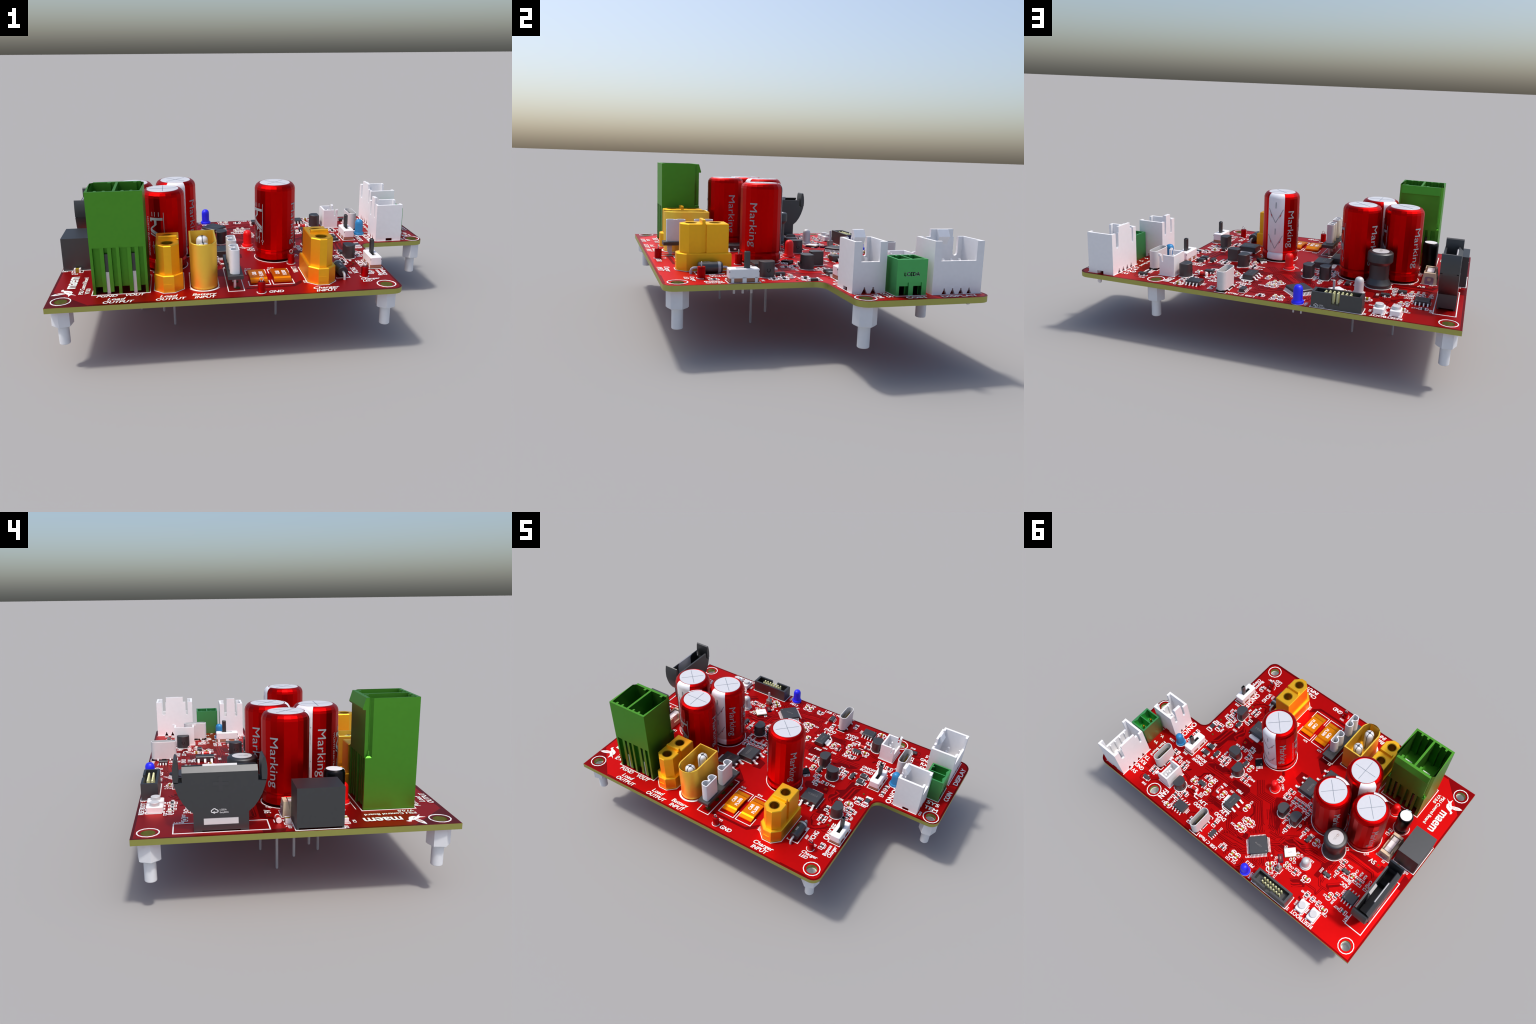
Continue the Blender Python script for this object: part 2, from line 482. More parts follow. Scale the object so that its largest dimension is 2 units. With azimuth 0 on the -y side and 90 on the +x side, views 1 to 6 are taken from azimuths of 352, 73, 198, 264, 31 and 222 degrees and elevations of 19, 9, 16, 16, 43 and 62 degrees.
BARE = [
    ('bare', [(0.424, 0.235), (0.387, 0.204), (0.301, 0.18), (0.273, 0.19), (0.295, 0.232), (0.358, 0.243)]),
    ('bare', [(0.091, 0.262), (0.084, 0.217), (0.1, 0.198), (0.213, 0.21), (0.218, 0.238)]),
    ('bare', [(-0.07, 0.158), (-0.102, 0.133), (-0.116, 0.184), (-0.151, 0.232), (-0.194, 0.243), (-0.214, 0.306), (-0.206, 0.308)]),
    ('bare', [(-0.066, 0.141), (-0.105, 0.114), (-0.147, 0.106), (-0.159, 0.122), (-0.125, 0.132), (-0.077, 0.161)]),
    ('bare', [(-0.073, 0.466), (-0.069, 0.44), (-0.092, 0.433), (-0.103, 0.446), (-0.105, 0.464), (-0.089, 0.473)]),
    ('bare', [(-0.052, 0.493), (-0.056, 0.48), (-0.091, 0.476), (-0.085, 0.49)]),
    ('bare', [(-0.543, 0.291), (-0.568, 0.289), (-0.585, 0.291), (-0.581, 0.328), (-0.583, 0.381), (-0.555, 0.384), (-0.557, 0.314)]),
    ('bare', [(-0.641, 0.377), (-0.7, 0.319), (-0.717, 0.33), (-0.67, 0.398), (-0.65, 0.394)]),
    ('bare', [(-0.466, 0.493), (-0.514, 0.448), (-0.545, 0.454), (-0.556, 0.473), (-0.498, 0.521)]),
    ('bare', [(-0.559, 0.282), (-0.59, 0.226), (-0.593, 0.27), (-0.583, 0.297)]),
    ('bare', [(0.521, 0.107), (0.501, -0.021), (0.449, -0.057), (0.428, -0.116), (0.398, -0.1), (0.379, -0.067), (0.4, -0.026), (0.394, 0.004), (0.437, 0.032), (0.433, 0.116), (0.475, 0.116)]),
    ('bare', [(0.361, -0.029), (0.364, -0.056), (0.284, -0.058), (0.275, -0.013), (0.343, 0.002)]),
    ('bare', [(0.444, -0.194), (0.388, -0.215), (0.398, -0.135), (0.425, -0.149)]),
    ('bare', [(0.272, -0.056), (0.219, -0.054), (0.21, -0.032), (0.253, 0.0)]),
    ('bare', [(-0.19, 0.156), (-0.229, 0.129), (-0.309, 0.094), (-0.342, 0.143), (-0.325, 0.172), (-0.311, 0.178), (-0.32, 0.212), (-0.301, 0.242), (-0.283, 0.212), (-0.295, 0.182), (-0.284, 0.156)]),
    ('bare', [(-0.258, 0.361), (-0.323, 0.283), (-0.388, 0.273), (-0.434, 0.308), (-0.347, 0.38), (-0.275, 0.386)]),
    ('bare', [(-0.336, 0.163), (-0.35, 0.146), (-0.365, 0.154), (-0.359, 0.174)]),
    ('bare', [(-0.102, -0.231), (-0.113, -0.307), (-0.182, -0.372), (-0.259, -0.35), (-0.279, -0.324), (-0.195, -0.254), (-0.184, -0.158), (-0.134, -0.2)]),
    ('bare', [(-0.073, -0.037), (-0.075, -0.097), (-0.125, -0.103), (-0.132, -0.016), (-0.091, -0.028)]),
    ('bare', [(0.023, -0.021), (0.01, -0.03), (-0.011, -0.007), (0.002, 0.002)]),
    ('bare', [(0.298, -0.02), (0.307, -0.076), (0.236, -0.08), (0.211, -0.051), (0.242, -0.016)]),
    ('bare', [(-0.614, 0.136), (-0.692, 0.096), (-0.785, 0.088), (-0.854, 0.083), (-0.83, 0.139)]),
    ('bare', [(-0.959, 0.048), (-0.998, 0.059), (-0.995, 0.141), (-0.963, 0.146)]),
    ('bare', [(0.272, -0.049), (0.282, -0.017), (0.371, -0.06), (0.345, -0.062)]),
    ('bare', [(0.375, -0.197), (0.376, -0.168), (0.409, -0.194), (0.398, -0.215)]),
    ('bare', [(0.379, -0.223), (0.388, -0.198), (0.436, -0.195), (0.411, -0.221)]),
]
REFERENCES = [
    ('R17', 0.545, -0.417, 90), ('R57', 0.575, -0.157, 90), ('R58', 0.574, -0.108, 90), ('R59', 0.503, -0.109, 90), ('C36', 0.513, -0.047, 0), ('R65', 0.589, -0.033, 0), ('R66', 0.521, -0.002, 90), ('D35', 0.456, -0.056, 0), ('Q1', 0.445, -0.195, 90), ('R2', 0.452, -0.15, 0), ('R4', 0.439, -0.289, 90), ('R6', 0.48, -0.235, 90), ('SW2', 0.578, -0.215, 0), ('TP2', 0.489, -0.438, 0), ('D37', 0.431, -0.41, 90),
    ('R37', 0.629, 0.296, 0), ('R36', 0.591, 0.314, 0), ('R74', 0.532, 0.309, 0), ('D38', 0.638, 0.595, 0), ('R43', 0.384, 0.108, 90), ('R45', 0.346, 0.12, 0), ('R44', 0.346, 0.19, 0), ('M3', 0.431, 0.188, 0), ('D2', 0.481, 0.212, 0), ('D3', 0.48, 0.106, 0), ('R30', 0.363, 0.015, 0), ('R29', 0.252, -0.012, 90), ('R31', 0.234, 0.036, 90), ('Q5', 0.242, 0.213, 0), ('R48', 0.123, 0.146, 0), ('R47', 0.122, 0.187, 0), ('C43', 0.411, 0.357, 0), ('R35', 0.346, 0.292, 0), ('C32', 0.303, 0.292, 0), ('U3', 0.319, 0.374, 90), ('C42', 0.295, 0.425, 90), ('D22', 0.312, 0.427, 90), ('C6', 0.402, 0.431, 0), ('D24', 0.236, 0.279, 0), ('U54', 0.168, 0.287, 0), ('C18', 0.206, 0.37, 0), ('C31', 0.027, 0.27, 90), ('R78', 0.392, 0.469, 0), ('R18', 0.438, 0.567, 90), ('R19', 0.402, 0.572, 90), ('C7', 0.454, 0.606, 0), ('U25', 0.291, 0.561, 90), ('SW5', 0.588, 0.274, 0),
    ('R52', -0.026, 0.029, 90), ('R67', -0.108, 0.072, 0), ('R68', -0.115, 0.113, 0), ('R34', 0.049, -0.287, 0), ('R33', -0.068, -0.285, 0), ('F1', -0.177, -0.247, 0), ('M5', -0.185, 0.032, 0),
    ('R55', -0.03, 0.573, 0), ('C22', -0.101, 0.626, 0), ('C17', -0.142, 0.622, 0), ('C23', 0.02, 0.444, 0), ('C21', -0.007, 0.376, 90), ('C16', -0.084, 0.376, 90), ('C24', -0.065, 0.43, 90), ('D11', 0.053, 0.521, 90), ('R42', 0.109, 0.481, 0), ('R15', -0.209, 0.236, 90), ('R3', -0.249, 0.289, 90), ('R62', -0.35, 0.245, 90), ('Q2', -0.302, 0.196, 90), ('U53', -0.187, 0.542, 225), ('X2', -0.319, 0.353, 225), ('X1', -0.318, 0.44, 225), ('C11', -0.332, 0.465, 315), ('C2', -0.418, 0.396, 225), ('C9', -0.427, 0.336, 315), ('C4', -0.429, 0.429, 0), ('C3', -0.43, 0.45, 0), ('R56', -0.484, 0.432, 90), ('C25', -0.354, 0.534, 225), ('LED4', -0.274, 0.618, 90),
    ('R12', -0.171, 0.117, 90), ('R14', -0.2, 0.127, 90), ('R11', -0.256, 0.118, 90), ('C37', -0.468, 0.223, 90), ('D30', -0.396, 0.199, 0), ('R63', -0.293, 0.138, 90), ('C41', -0.711, 0.087, 225), ('L1', -0.608, 0.132, 315),
    ('D32', -0.57, 0.331, 90), ('R32', -0.624, 0.212, 90), ('R51', -0.65, 0.304, 90), ('D34', -0.686, 0.208, 0), ('C34', -0.734, 0.211, 90), ('R40', -0.572, 0.499, 0), ('R39', -0.615, 0.499, 0), ('R38', -0.658, 0.5, 0), ('C20', -0.743, 0.528, 0), ('C5', -0.677, 0.436, 0), ('R28', -0.733, 0.437, 90), ('R27', -0.769, 0.45, 0), ('BAT1', -0.847, 0.468, 90), ('C29', -0.528, 0.451, 0), ('SW3', -0.577, 0.573, 90), ('SW4', -0.655, 0.571, 90), ('H1', -0.561, 0.631, 90), ('LED5', -0.485, 0.326, 0), ('U52', -0.747, 0.355, 90), ('PC13', -0.383, 0.523, 90),
    ('R26', -0.764, 0.206, 90), ('R25', -0.79, 0.207, 90), ('C10', -0.831, 0.217, 90), ('F2', -0.815, 0.063, 0), ('D20', -0.952, 0.034, 0), ('U57', -0.98, -0.187, 0), ('C26', -0.926, -0.232, 0), ('C27', -0.944, 0.035, 90), ('TP3', -0.036, -0.567, 0), ('XT2', 0.182, -0.503, 90), ('C38', 0.219, -0.107, 90), ('CN3', 0.885, 0.092, 90),
    ('LED1', -0.054, 0.064, 315), ('LED6', 0.724, 0.258, 0),
]

# ------------------------------------------------------------------ the bare board
HOLES = [(-0.938, -0.582), (-0.937, 0.585), (0.558, -0.584), (0.558, 0.585), (0.947, 0.101)]

def board_outline():
    o = [(-1.0, -0.65)]
    o += arc(0.574, -0.60, 0.05, -90, 0, 8)
    o += list(reversed(arc(0.674, 0.0, 0.05, 90, 180, 8)))
    o += arc(0.95, 0.10, 0.05, -90, 0, 8)
    o += arc(0.94, 0.59, 0.06, 0, 90, 8)
    o += [(-1.0, 0.65)]
    return o

OUT = board_outline()
VIAS = [(0.488, -0.27), (0.584, -0.059), (0.549, 0.057), (0.343, -0.03), (-0.806, 0.098), (-0.401, 0.156)]
g = Geo()
g.extrude(OUT, ZB, ZT, 0, holes=[list(reversed(ngon(x, y, 0.029, 20))) for x, y in HOLES], msides=1)
BOARD = place("board", (g, ["solder_mask_over_copper", "board_edge"], 30))

# bare laminate seen through the mask: pour clearances and the gaps beside the traces
g = Geo()
lev = 0
def layer(base):
    global lev
    lev = (lev + 1) % 14
    return base + lev * 0.00003

edge = inset(OUT, 0.0055)
g.strip([p for p in edge], 0.010, ZT - 0.0004, ZT + 0.0002, 0, closed=True)
g.extrude([(-0.9985, -0.6485), (-0.815, -0.6485), (-0.812, -0.641), (-0.950, -0.502), (-0.993, -0.459), (-0.9985, -0.459)], ZT - 0.0004, layer(ZT + 0.0003), 0, holes=[list(reversed(ngon(*HOLES[0], 0.029, 20)))])
for tag, pts in BARE:
    g.extrude(pts, ZT - 0.0004, layer(ZT + 0.0003), 0)
light = Geo()

def offset_path(pts, d):
    P = [Vector(p) for p in pts]
    out = []
    for i in range(len(P)):
        a = (P[i] - P[i - 1]) if i else (P[1] - P[0])
        b = (P[i + 1] - P[i]) if i < len(P) - 1 else a
        a, b = a.normalized(), b.normalized()
        na, nb = Vector((-a.y, a.x)), Vector((-b.y, b.x))
        v = (na + nb) / max(0.45, 1 + na.dot(nb))
        out.append((P[i].x + v.x * d, P[i].y + v.y * d))
    return out

for tag, pts in TRACES:
    if tag == 'g':
        g.strip(pts, 0.0036, ZT - 0.0004, layer(ZT + 0.0003))
    elif tag == 'd':
        g.strip(pts, 0.010, ZT - 0.0004, layer(ZT + 0.0003))
    elif tag == 'w':
        g.strip(pts, 0.014, ZT - 0.0004, layer(ZT + 0.0003))
    elif tag == 't':
        g.strip(pts, 0.0135, ZT - 0.0004, layer(ZT + 0.0003))
        light.strip(pts, 0.0055, ZT + 0.0003, layer(ZT + 0.0009))
    elif tag == 'l':
        light.strip(pts, 0.0085, ZT + 0.0003, layer(ZT + 0.0009))
    elif tag[0] == 'b':
        n = int(tag[1])
        for i in range(n + 1):
            g.strip(offset_path(pts, (i - n / 2) * 0.0105), 0.0042, ZT - 0.0004, layer(ZT + 0.0003))
light.extrude(ngon(0.343, -0.03, 0.012, 14), ZT + 0.0003, ZT + 0.0015)
light.box(-0.822, -0.790, 0.084, 0.112, ZT + 0.0003, ZT + 0.0015)
for x, y in [(-0.03, 0.31), (0.215, 0.19)]:
    g.extrude(ngon(x, y, 0.006, 10), ZT - 0.0004, layer(ZT + 0.0003))
place("trace_clearance", (g, ["solder_mask_bare"], 0), parent=BOARD, kind="stuff")
place("copper_trace", (light, ["solder_mask_over_copper"], 0), parent=BOARD, kind="stuff")
g = Geo()
for x, y in VIAS:
    g.extrude(ngon(x, y, 0.0058, 12), ZT, ZT + 0.0018)
place("via", (g, ["via_olive"], 0), parent=BOARD, kind="stuff")

# ------------------------------------------------------------------ silkscreen
SILK = Geo()
ZS0, ZS1 = ZT + 0.0008, ZT + 0.0022
def silk(path, w=0.0042, closed=False):
    global lev
    lev = (lev + 1) % 14
    SILK.strip(path, w, ZS0, ZS1 + lev * 0.00003, 0, closed)

def silk_poly(pts):
    global lev
    lev = (lev + 1) % 14
    SILK.extrude(pts, ZS0, ZS1 + lev * 0.00003)

for x, y in HOLES:
    silk(ngon(x, y, 0.0438, 14), 0.0048, True)

LABELS = [  # text, x, y, direction, width, capital height, slant
    ("PGND", -0.739, -0.548, 0, 0.094, 0.024, .25), ("VOUT", -0.613, -0.548, 0, 0.088, 0.024, .25),
    ("Load", -0.694, -0.588, 0, 0.081, 0.025, .25), ("OUTPUT", -0.683, -0.622, 0, 0.136, 0.025, .25),
    ("Load", -0.462, -0.588, 0, 0.081, 0.025, .25), ("OUTPUT", -0.452, -0.622, 0, 0.135, 0.025, .25),
    ("Battery", -0.301, -0.588, 0, 0.112, 0.025, .25), ("INPUT", -0.299, -0.622, 0, 0.098, 0.025, .25),
    ("Charger", 0.266, -0.589, 0, 0.124, 0.025, .25), ("INPUT", 0.260, -0.623, 0, 0.100, 0.025, .25),
    ("GND", 0.028, -0.604, 0, 0.070, 0.026, .25), ("Charger", 0.504, -0.508, 0, 0.094, 0.020, .25),
    ("LED", 0.481, -0.535, 0, 0.048, 0.020, .25), ("VCHG", 0.460, -0.385, 90, 0.083, 0.027, 0),
    ("ON/OFF", 0.521, -0.306, 90, 0.130, 0.031, 0), ("Bypass", 0.568, -0.432, 90, 0.080, 0.021, 0),
    ("Charger", 0.594, -0.428, 90, 0.086, 0.021, 0), ("VBATT", 0.166, -0.326, 90, 0.090, 0.024, 0),
    ("DISPLAY", 0.974, 0.506, 90, 0.167, 0.027, 0), ("COIN", 0.972, 0.308, 90, 0.086, 0.027, 0),
    ("SYS", 0.920, 0.206, 0, 0.074, 0.026, 0), ("TEM", 0.924, 0.162, 0, 0.079, 0.026, 0),
    ("DVDD", 0.114, 0.458, 0, 0.084, 0.024, .15), ("3.3V", 0.113, 0.423, 0, 0.062, 0.024, .15),
    ("AVDD", 0.260, 0.490, 0, 0.083, 0.024, .15), ("3.3V", 0.260, 0.457, 0, 0.061, 0.024, .15),
    ("ON/OFF", 0.484, 0.268, 0, 0.088, 0.021, .15), ("BOARD", 0.480, 0.240, 0, 0.083, 0.021, .15),
    ("PB0", 0.134, 0.257, 0, 0.046, 0.018, .15), ("PB13", -0.226, 0.570, 0, 0.058, 0.019, .15),
    ("USB C Flash", 0.059, 0.627, 0, 0.142, 0.019, .15), ("FAN", 0.491, 0.569, 90, 0.066, 0.038, 0),
    ("TX", 0.756, 0.455, 0, 0.043, 0.025, 0), ("RX", 0.754, 0.492, 0, 0.046, 0.025, 0),
    ("GND", 0.747, 0.530, 0, 0.066, 0.025, 0), ("5V1", 0.756, 0.571, 0, 0.048, 0.025, 0),
    ("Main Board", 0.750, 0.360, 90, 0.126, 0.019, 0), ("V-", 0.796, 0.279, 0, 0.030, 0.020, 0),
    ("V+", 0.796, 0.336, 0, 0.032, 0.020, 0), ("5V", -0.765, 0.100, 0, 0.042, 0.027, 0),
    ("Battery", -0.709, 0.290, 0, 0.078, 0.022, 0), ("ADC", -0.726, 0.320, 0, 0.050, 0.024, 0),
    ("RESETBOOT", -0.658, 0.628, 0, 0.152, 0.022, 0), ("maem", -0.925, -0.353, 90, 0.160, 0.056, 0),
    ("PSU Control Board", -0.862, -0.402, 90, 0.220, 0.020, 0), ("V7.0.0", -0.834, -0.476, 90, 0.068, 0.020, 0),
    ("ON/OFF", 0.694, 0.148, 90, 0.165, 0.032, 0), ("VL", -0.525, -0.27, 0, 0.035, 0.022, 0),
]
for i, (s, x, y, a, w, cap, sh) in enumerate(LABELS):
    t = text_geo(s, w, cap, cap * 0.065, sh)
    place("label", (t, ["silkscreen_ink"], 0), (x, y, ZT + 0.0024), a, parent=BOARD)
REFS = Geo()
for s, x, y, a in REFERENCES:
    REFS.add(text_geo(s, 0.0105 * len(s), 0.0135, 0.0012, 0.1), rotz(a, (x, y, ZT + 0.0026)))
place("reference_text", (REFS, ["silkscreen_ink"], 0), parent=BOARD, kind="stuff")

# maker's bird: body, two wings and tail as a closed outline with feather lines
bird = [(-0.881, -0.518), (-0.899, -0.508), (-0.907, -0.512), (-0.913, -0.531), (-0.917, -0.507), (-0.930, -0.492), (-0.946, -0.500), (-0.963, -0.507),
        (-0.976, -0.509), (-0.994, -0.508), (-0.980, -0.493), (-0.961, -0.481), (-0.940, -0.476), (-0.943, -0.463), (-0.956, -0.458), (-0.957, -0.446),
        (-0.949, -0.438), (-0.943, -0.452), (-0.925, -0.456), (-0.908, -0.464), (-0.900, -0.480), (-0.904, -0.497)]
silk_poly(bird)
g = Geo()
for q in ([(-0.908, -0.497), (-0.916, -0.482), (-0.930, -0.476)], [(-0.934, -0.488), (-0.952, -0.494), (-0.975, -0.500)], [(-0.937, -0.482), (-0.955, -0.487), (-0.972, -0.493)]):
    g.strip(q, 0.0016, ZT + 0.002, ZT + 0.0030)
place("feather_line", (g, ["solder_mask_over_copper"], 0), parent=BOARD, kind="stuff")

def bracket(x, y, a, L, W, gap, w=0.0034, rounded=False):
    """the two facing silkscreen brackets round a chip part lying along direction a"""
    M = rotz(a, (x, y, 0))
    for s in (-1, 1):
        if rounded:
            c = 0.007
            pts = [(s * gap, W / 2), (s * (L / 2 - c), W / 2), (s * L / 2, W / 2 - c), (s * L / 2, -W / 2 + c), (s * (L / 2 - c), -W / 2), (s * gap, -W / 2)]
        else:
            pts = [(s * gap, W / 2), (s * L / 2, W / 2), (s * L / 2, -W / 2), (s * gap, -W / 2)]
        silk([tuple((M @ Vector((p[0], p[1], 0)))[:2]) for p in pts], w)

def silk_local(x, y, a, pts, w=0.0042, closed=False):
    M = rotz(a, (x, y, 0))
    silk([tuple((M @ Vector((p[0], p[1], 0)))[:2]) for p in pts], w, closed)

# arrows between the supply labels and their regulators, and a few loose lines
silk([(0.085, 0.407), (0.141, 0.406), (0.162, 0.388), (0.163, 0.377)], 0.006)
silk_poly([(0.176, 0.378), (0.163, 0.361), (0.150, 0.374)])
silk([(0.300, 0.459), (0.331, 0.459), (0.336, 0.446)], 0.006)
silk_poly([(0.349, 0.447), (0.335, 0.430), (0.318, 0.442)])

# ------------------------------------------------------------------ standoffs
g = Geo()
hexo = ngon(0, 0, 0.049, 6, math.radians(10))
g.extrude(hexo, 0.175 - 0.084 + 0.004, 0.175, 0, holes=[list(reversed(ngon(0, 0, 0.026, 18)))])
g.extrude(inset(hexo, 0.004), 0.091, 0.095, 0)
g.lathe([(0, 0.091 + 0.02), (0.026, 0.091 + 0.02)], 18)
g.lathe([(0, 0), (0.0225, 0), (0.025, 0.003), (0.025, 0.092)], 18)
STANDOFF = g.mesh("standoff", ["nylon_white"], 30)
for x, y in HOLES:
    place("standoff", STANDOFF, (x, y, 0.124), random.choice((0, 8, -6)))

# ------------------------------------------------------------------ small chip parts
def chip(L, W, H, cap, body_mat, body_h=None):
    g = Geo()
    bh = body_h or H * 0.94
    g.box(-L / 2 + cap, L / 2 - cap, -W / 2 * 0.96, W / 2 * 0.96, 0.0006, bh, 0)
    for s in (-1, 1):
        a, b = sorted((s * L / 2, s * (L / 2 - cap)))
        g.box(a, b, -W / 2, W / 2, 0.0004, H, 1, bevel=0.0006)
    return g, [body_mat, "solder_white"]

def mesh_of(name, t):
    return t[0].mesh(name, t[1])

M_R = mesh_of("chip_resistor", chip(0.0265, 0.0135, 0.0075, 0.0062, "chip_black"))
M_R2 = mesh_of("chip_resistor", chip(0.018, 0.010, 0.006, 0.0045, "chip_black"))
M_R3 = mesh_of("chip_resistor", chip(0.034, 0.021, 0.010, 0.0075, "chip_black"))
M_R4 = mesh_of("chip_resistor", chip(0.052, 0.028, 0.011, 0.0085, "chip_black"))
M_C = mesh_of("chip_capacitor", chip(0.0275, 0.0140, 0.0130, 0.0075, "ceramic_tan"))
M_C2 = mesh_of("chip_capacitor", chip(0.018, 0.0095, 0.0085, 0.0050, "ceramic_tan"))
M_C3 = mesh_of("chip_capacitor", chip(0.034, 0.0215, 0.0200, 0.0085, "ceramic_tan"))

RES_Y = [(.529, -.422), (.549, -.158), (.550, -.110), (.526, -.109), (.425, -.162), (.641, .116), (.641, .172),
         (.380, .154), (.273, -.014), (.257, .037), (.432, .524), (.404, .527), (-.005, .031), (.107, .512), (.239, .589),
         (-.208, .196), (-.248, .258), (-.347, .202), (-.459, .437), (-.168, .084), (-.197, .083), (-.226, .081), (-.256, .083),
         (-.287, .092), (-.645, .214), (-.646, .269), (-.762, .252), (-.597, .501), (-.728, .400), (-.790, .252), (-.734, -.112)]
RES_X = [(.438, -.232), (.438, -.259), (.586, .338), (.530, .335), (.526, .358), (.659, .474), (.656, .500), (.348, .312),
         (.388, .483), (.346, .138), (.344, .165), (.315, .012), (.167, .147), (.166, .181), (-.117, .049), (-.117, .093),
         (-.030, .595), (-.270, .045), (-.811, .445), (.640, .300)]
CAP_Y = [(.307, .325), (.290, .385), (.200, .333), (.027, .312), (.189, .092), (-.104, .587), (-.136, .587), (-.013, .432),
         (-.043, .432), (-.030, .375), (-.060, .374), (-.440, .218), (-.732, .251), (-.700, .424)]
CAP_X = [(.514, -.067), (.402, .383), (.418, .605), (-.535, .429), (-.720, .507)]
for x, y in RES_Y:
    place("chip_resistor", M_R, (x, y, ZT), 90); bracket(x, y, 90, 0.044, 0.0235, 0.006)
for x, y in RES_X:
    place("chip_resistor", M_R, (x, y, ZT), 0); bracket(x, y, 0, 0.044, 0.0235, 0.006)
for x, y in [(-.637, .499), (-.678, .499)]:
    place("chip_resistor", M_R2, (x, y, ZT), 90); bracket(x, y, 90, 0.034, 0.020, 0.004)
place("chip_resistor", M_R4, (.592, .014, ZT), 90); bracket(.592, .014, 90, 0.075, 0.036, 0.020, 0.0042)
place("chip_resistor", M_R3, (.550, -.010, ZT), 90); bracket(.550, -.010, 90, 0.058, 0.031, 0.010, 0.0042)
for x, y in CAP_Y:
    place("chip_capacitor", M_C, (x, y, ZT), 90); bracket(x, y, 90, 0.048, 0.028, 0.006, 0.0048, True)
for x, y in CAP_X:
    place("chip_capacitor", M_C, (x, y, ZT), 0); bracket(x, y, 0, 0.048, 0.028, 0.006, 0.0048, True)
for x, y in [(-.315, .494), (-.336, .515)]:
    place("chip_capacitor", M_C, (x, y, ZT), 45); bracket(x, y, 45, 0.048, 0.026, 0.006, 0.0048, True)
place("chip_capacitor", M_C2, (-.407, .346, ZT), 135); bracket(-.407, .346, 135, 0.036, 0.018, 0.004, 0.0034, True)
place("chip_capacitor", M_C2, (-.398, .387, ZT), 45); bracket(-.398, .387, 45, 0.036, 0.018, 0.004, 0.0034, True)
for x, y in [(-.397, .426), (-.397, .447)]:
    place("chip_capacitor", M_C2, (x, y, ZT), 0); bracket(x, y, 0, 0.036, 0.018, 0.004, 0.0034, True)
place("chip_capacitor", M_C2, (-.831, .255, ZT), 90); bracket(-.831, .255, 90, 0.036, 0.020, 0.004)
for x, y in [(-.918, -.196), (-.894, .034)]:
    place("chip_capacitor", M_C3, (x, y, ZT), 0); bracket(x, y, 0, 0.054, 0.030, 0.008, 0.004)

# cylindrical glass diodes
def melf():
    g = Geo()
    R, prof = 0.0115, [(0, -.0250), (.0108, -.0250), (.0115, -.0243), (.0115, -.0165), (.0104, -.0165), (.0104, -.0105), (.0104, -.0065), (.0104, .0165), (.0115, .0165), (.0115, .0243), (.0108, .0250), (0, .0250)]
    g.lathe(prof, 16, 0, mats=[1, 1, 1, 1, 0, 2, 0, 1, 1, 1, 1])
    g.v = [(z, y, x + R) for x, y, z in g.v]
    g.f = [tuple(reversed(f)) for f in g.f]
    return g
MELF = melf().mesh("glass_diode", ["glass_red", "solder_white", "dark_plastic"])
for x, y, a in [(.362, .424, 0), (.236, .328, 90), (-.880, .070, 180)]:
    place("glass_diode", MELF, (x, y, ZT + 0.0005), a)
    silk_local(x, y, a, [(-0.016, -0.0165), (0.016, -0.0165)], 0.004)

def gull(g, w, t, x0, x1, ztop, c, m, axis_pos):
    """bent lead: out of the body at height ztop, down to the board; profile in x-z, extruded along y"""
    xm = x0 + (x1 - x0) * 0.32
    xf = x0 + (x1 - x0) * 0.62
    s = 1 if x1 > x0 else -1
    prof = [(x0, ztop), (xm, ztop), (xf, t * 1.1), (x1, t * 1.1), (x1, 0.0003), (xf - s * t * 0.7, 0.0003), (xm - s * t * 0.6, ztop - t), (x0, ztop - t)]
    g.extrude(prof, axis_pos - w / 2, axis_pos + w / 2, m, axis='y')

def small_ic(L, W, H, lead, pins_neg, pins_pos, lw=0.005, z0=0.003, zl=None, bevel=0.002):
    """body long in x; pins at the given x positions on the -y and +y sides"""
    b = Geo()
    b.box(-L / 2, L / 2, -W / 2, W / 2, z0, H, 0, bevel=bevel)
    p = Geo()
    for side, xs in ((-1, pins_neg), (1, pins_pos)):
        for x in xs:
            gull(p, lw, 0.0022, side * (W / 2 - 0.001), side * (W / 2 + lead), zl or H * 0.55, 0, 1, x)
    # gull works in x-z along y: turn so the leads leave along y
    b.add(p, Matrix(((0, 1, 0, 0), (1, 0, 0, 0), (0, 0, 1, 0), (0, 0, 0, 1))))
    n = len(p.f)
    for i in range(len(b.f) - n, len(b.f)):
        b.f[i] = tuple(reversed(b.f[i]))
    return b, ["chip_black", "solder_white"]

SOT = mesh_of("small_transistor", small_ic(.046, .0215, .0165, .009, (0,), (-.0148, .0148), .0058))
SOTF = mesh_of("small_transistor", small_ic(.046, .0215, .0165, .009, (-.0148, .0148), (0,), .0058))
for x, y, a, me in [(.465, -.102, 90, SOT), (.655, .554, 0, SOT), (.427, .152, 90, SOT), (.235, .091, 90, SOT), (-.393, .232, 90, SOTF), (-.610, .335, 0, SOTF), (-.685, .249, 0, SOTF)]:
    place("small_transistor", me, (x, y, ZT), a)
    silk_local(x, y, a, [(-0.012, 0.0155), (0.012, 0.0155)], 0.003)
    silk_local(x, y, a, [(-0.027, -0.006), (-0.027, 0.013), (-0.016, 0.013)], 0.003)
SOT5 = mesh_of("small_regulator", small_ic(.048, .0265, .0185, .010, (-.015, 0, .015), (-.015, .015), .006))
place("small_regulator", SOT5, (.352, .365, ZT), 0)
silk_local(.352, .365, 0, [(-.0275, -.014), (-.0275, .014)], .003)
SOT6 = mesh_of("small_regulator", small_ic(.048, .0265, .0205, .011, (-.0148, 0, .0148), (-.0148, 0, .0148), .006))
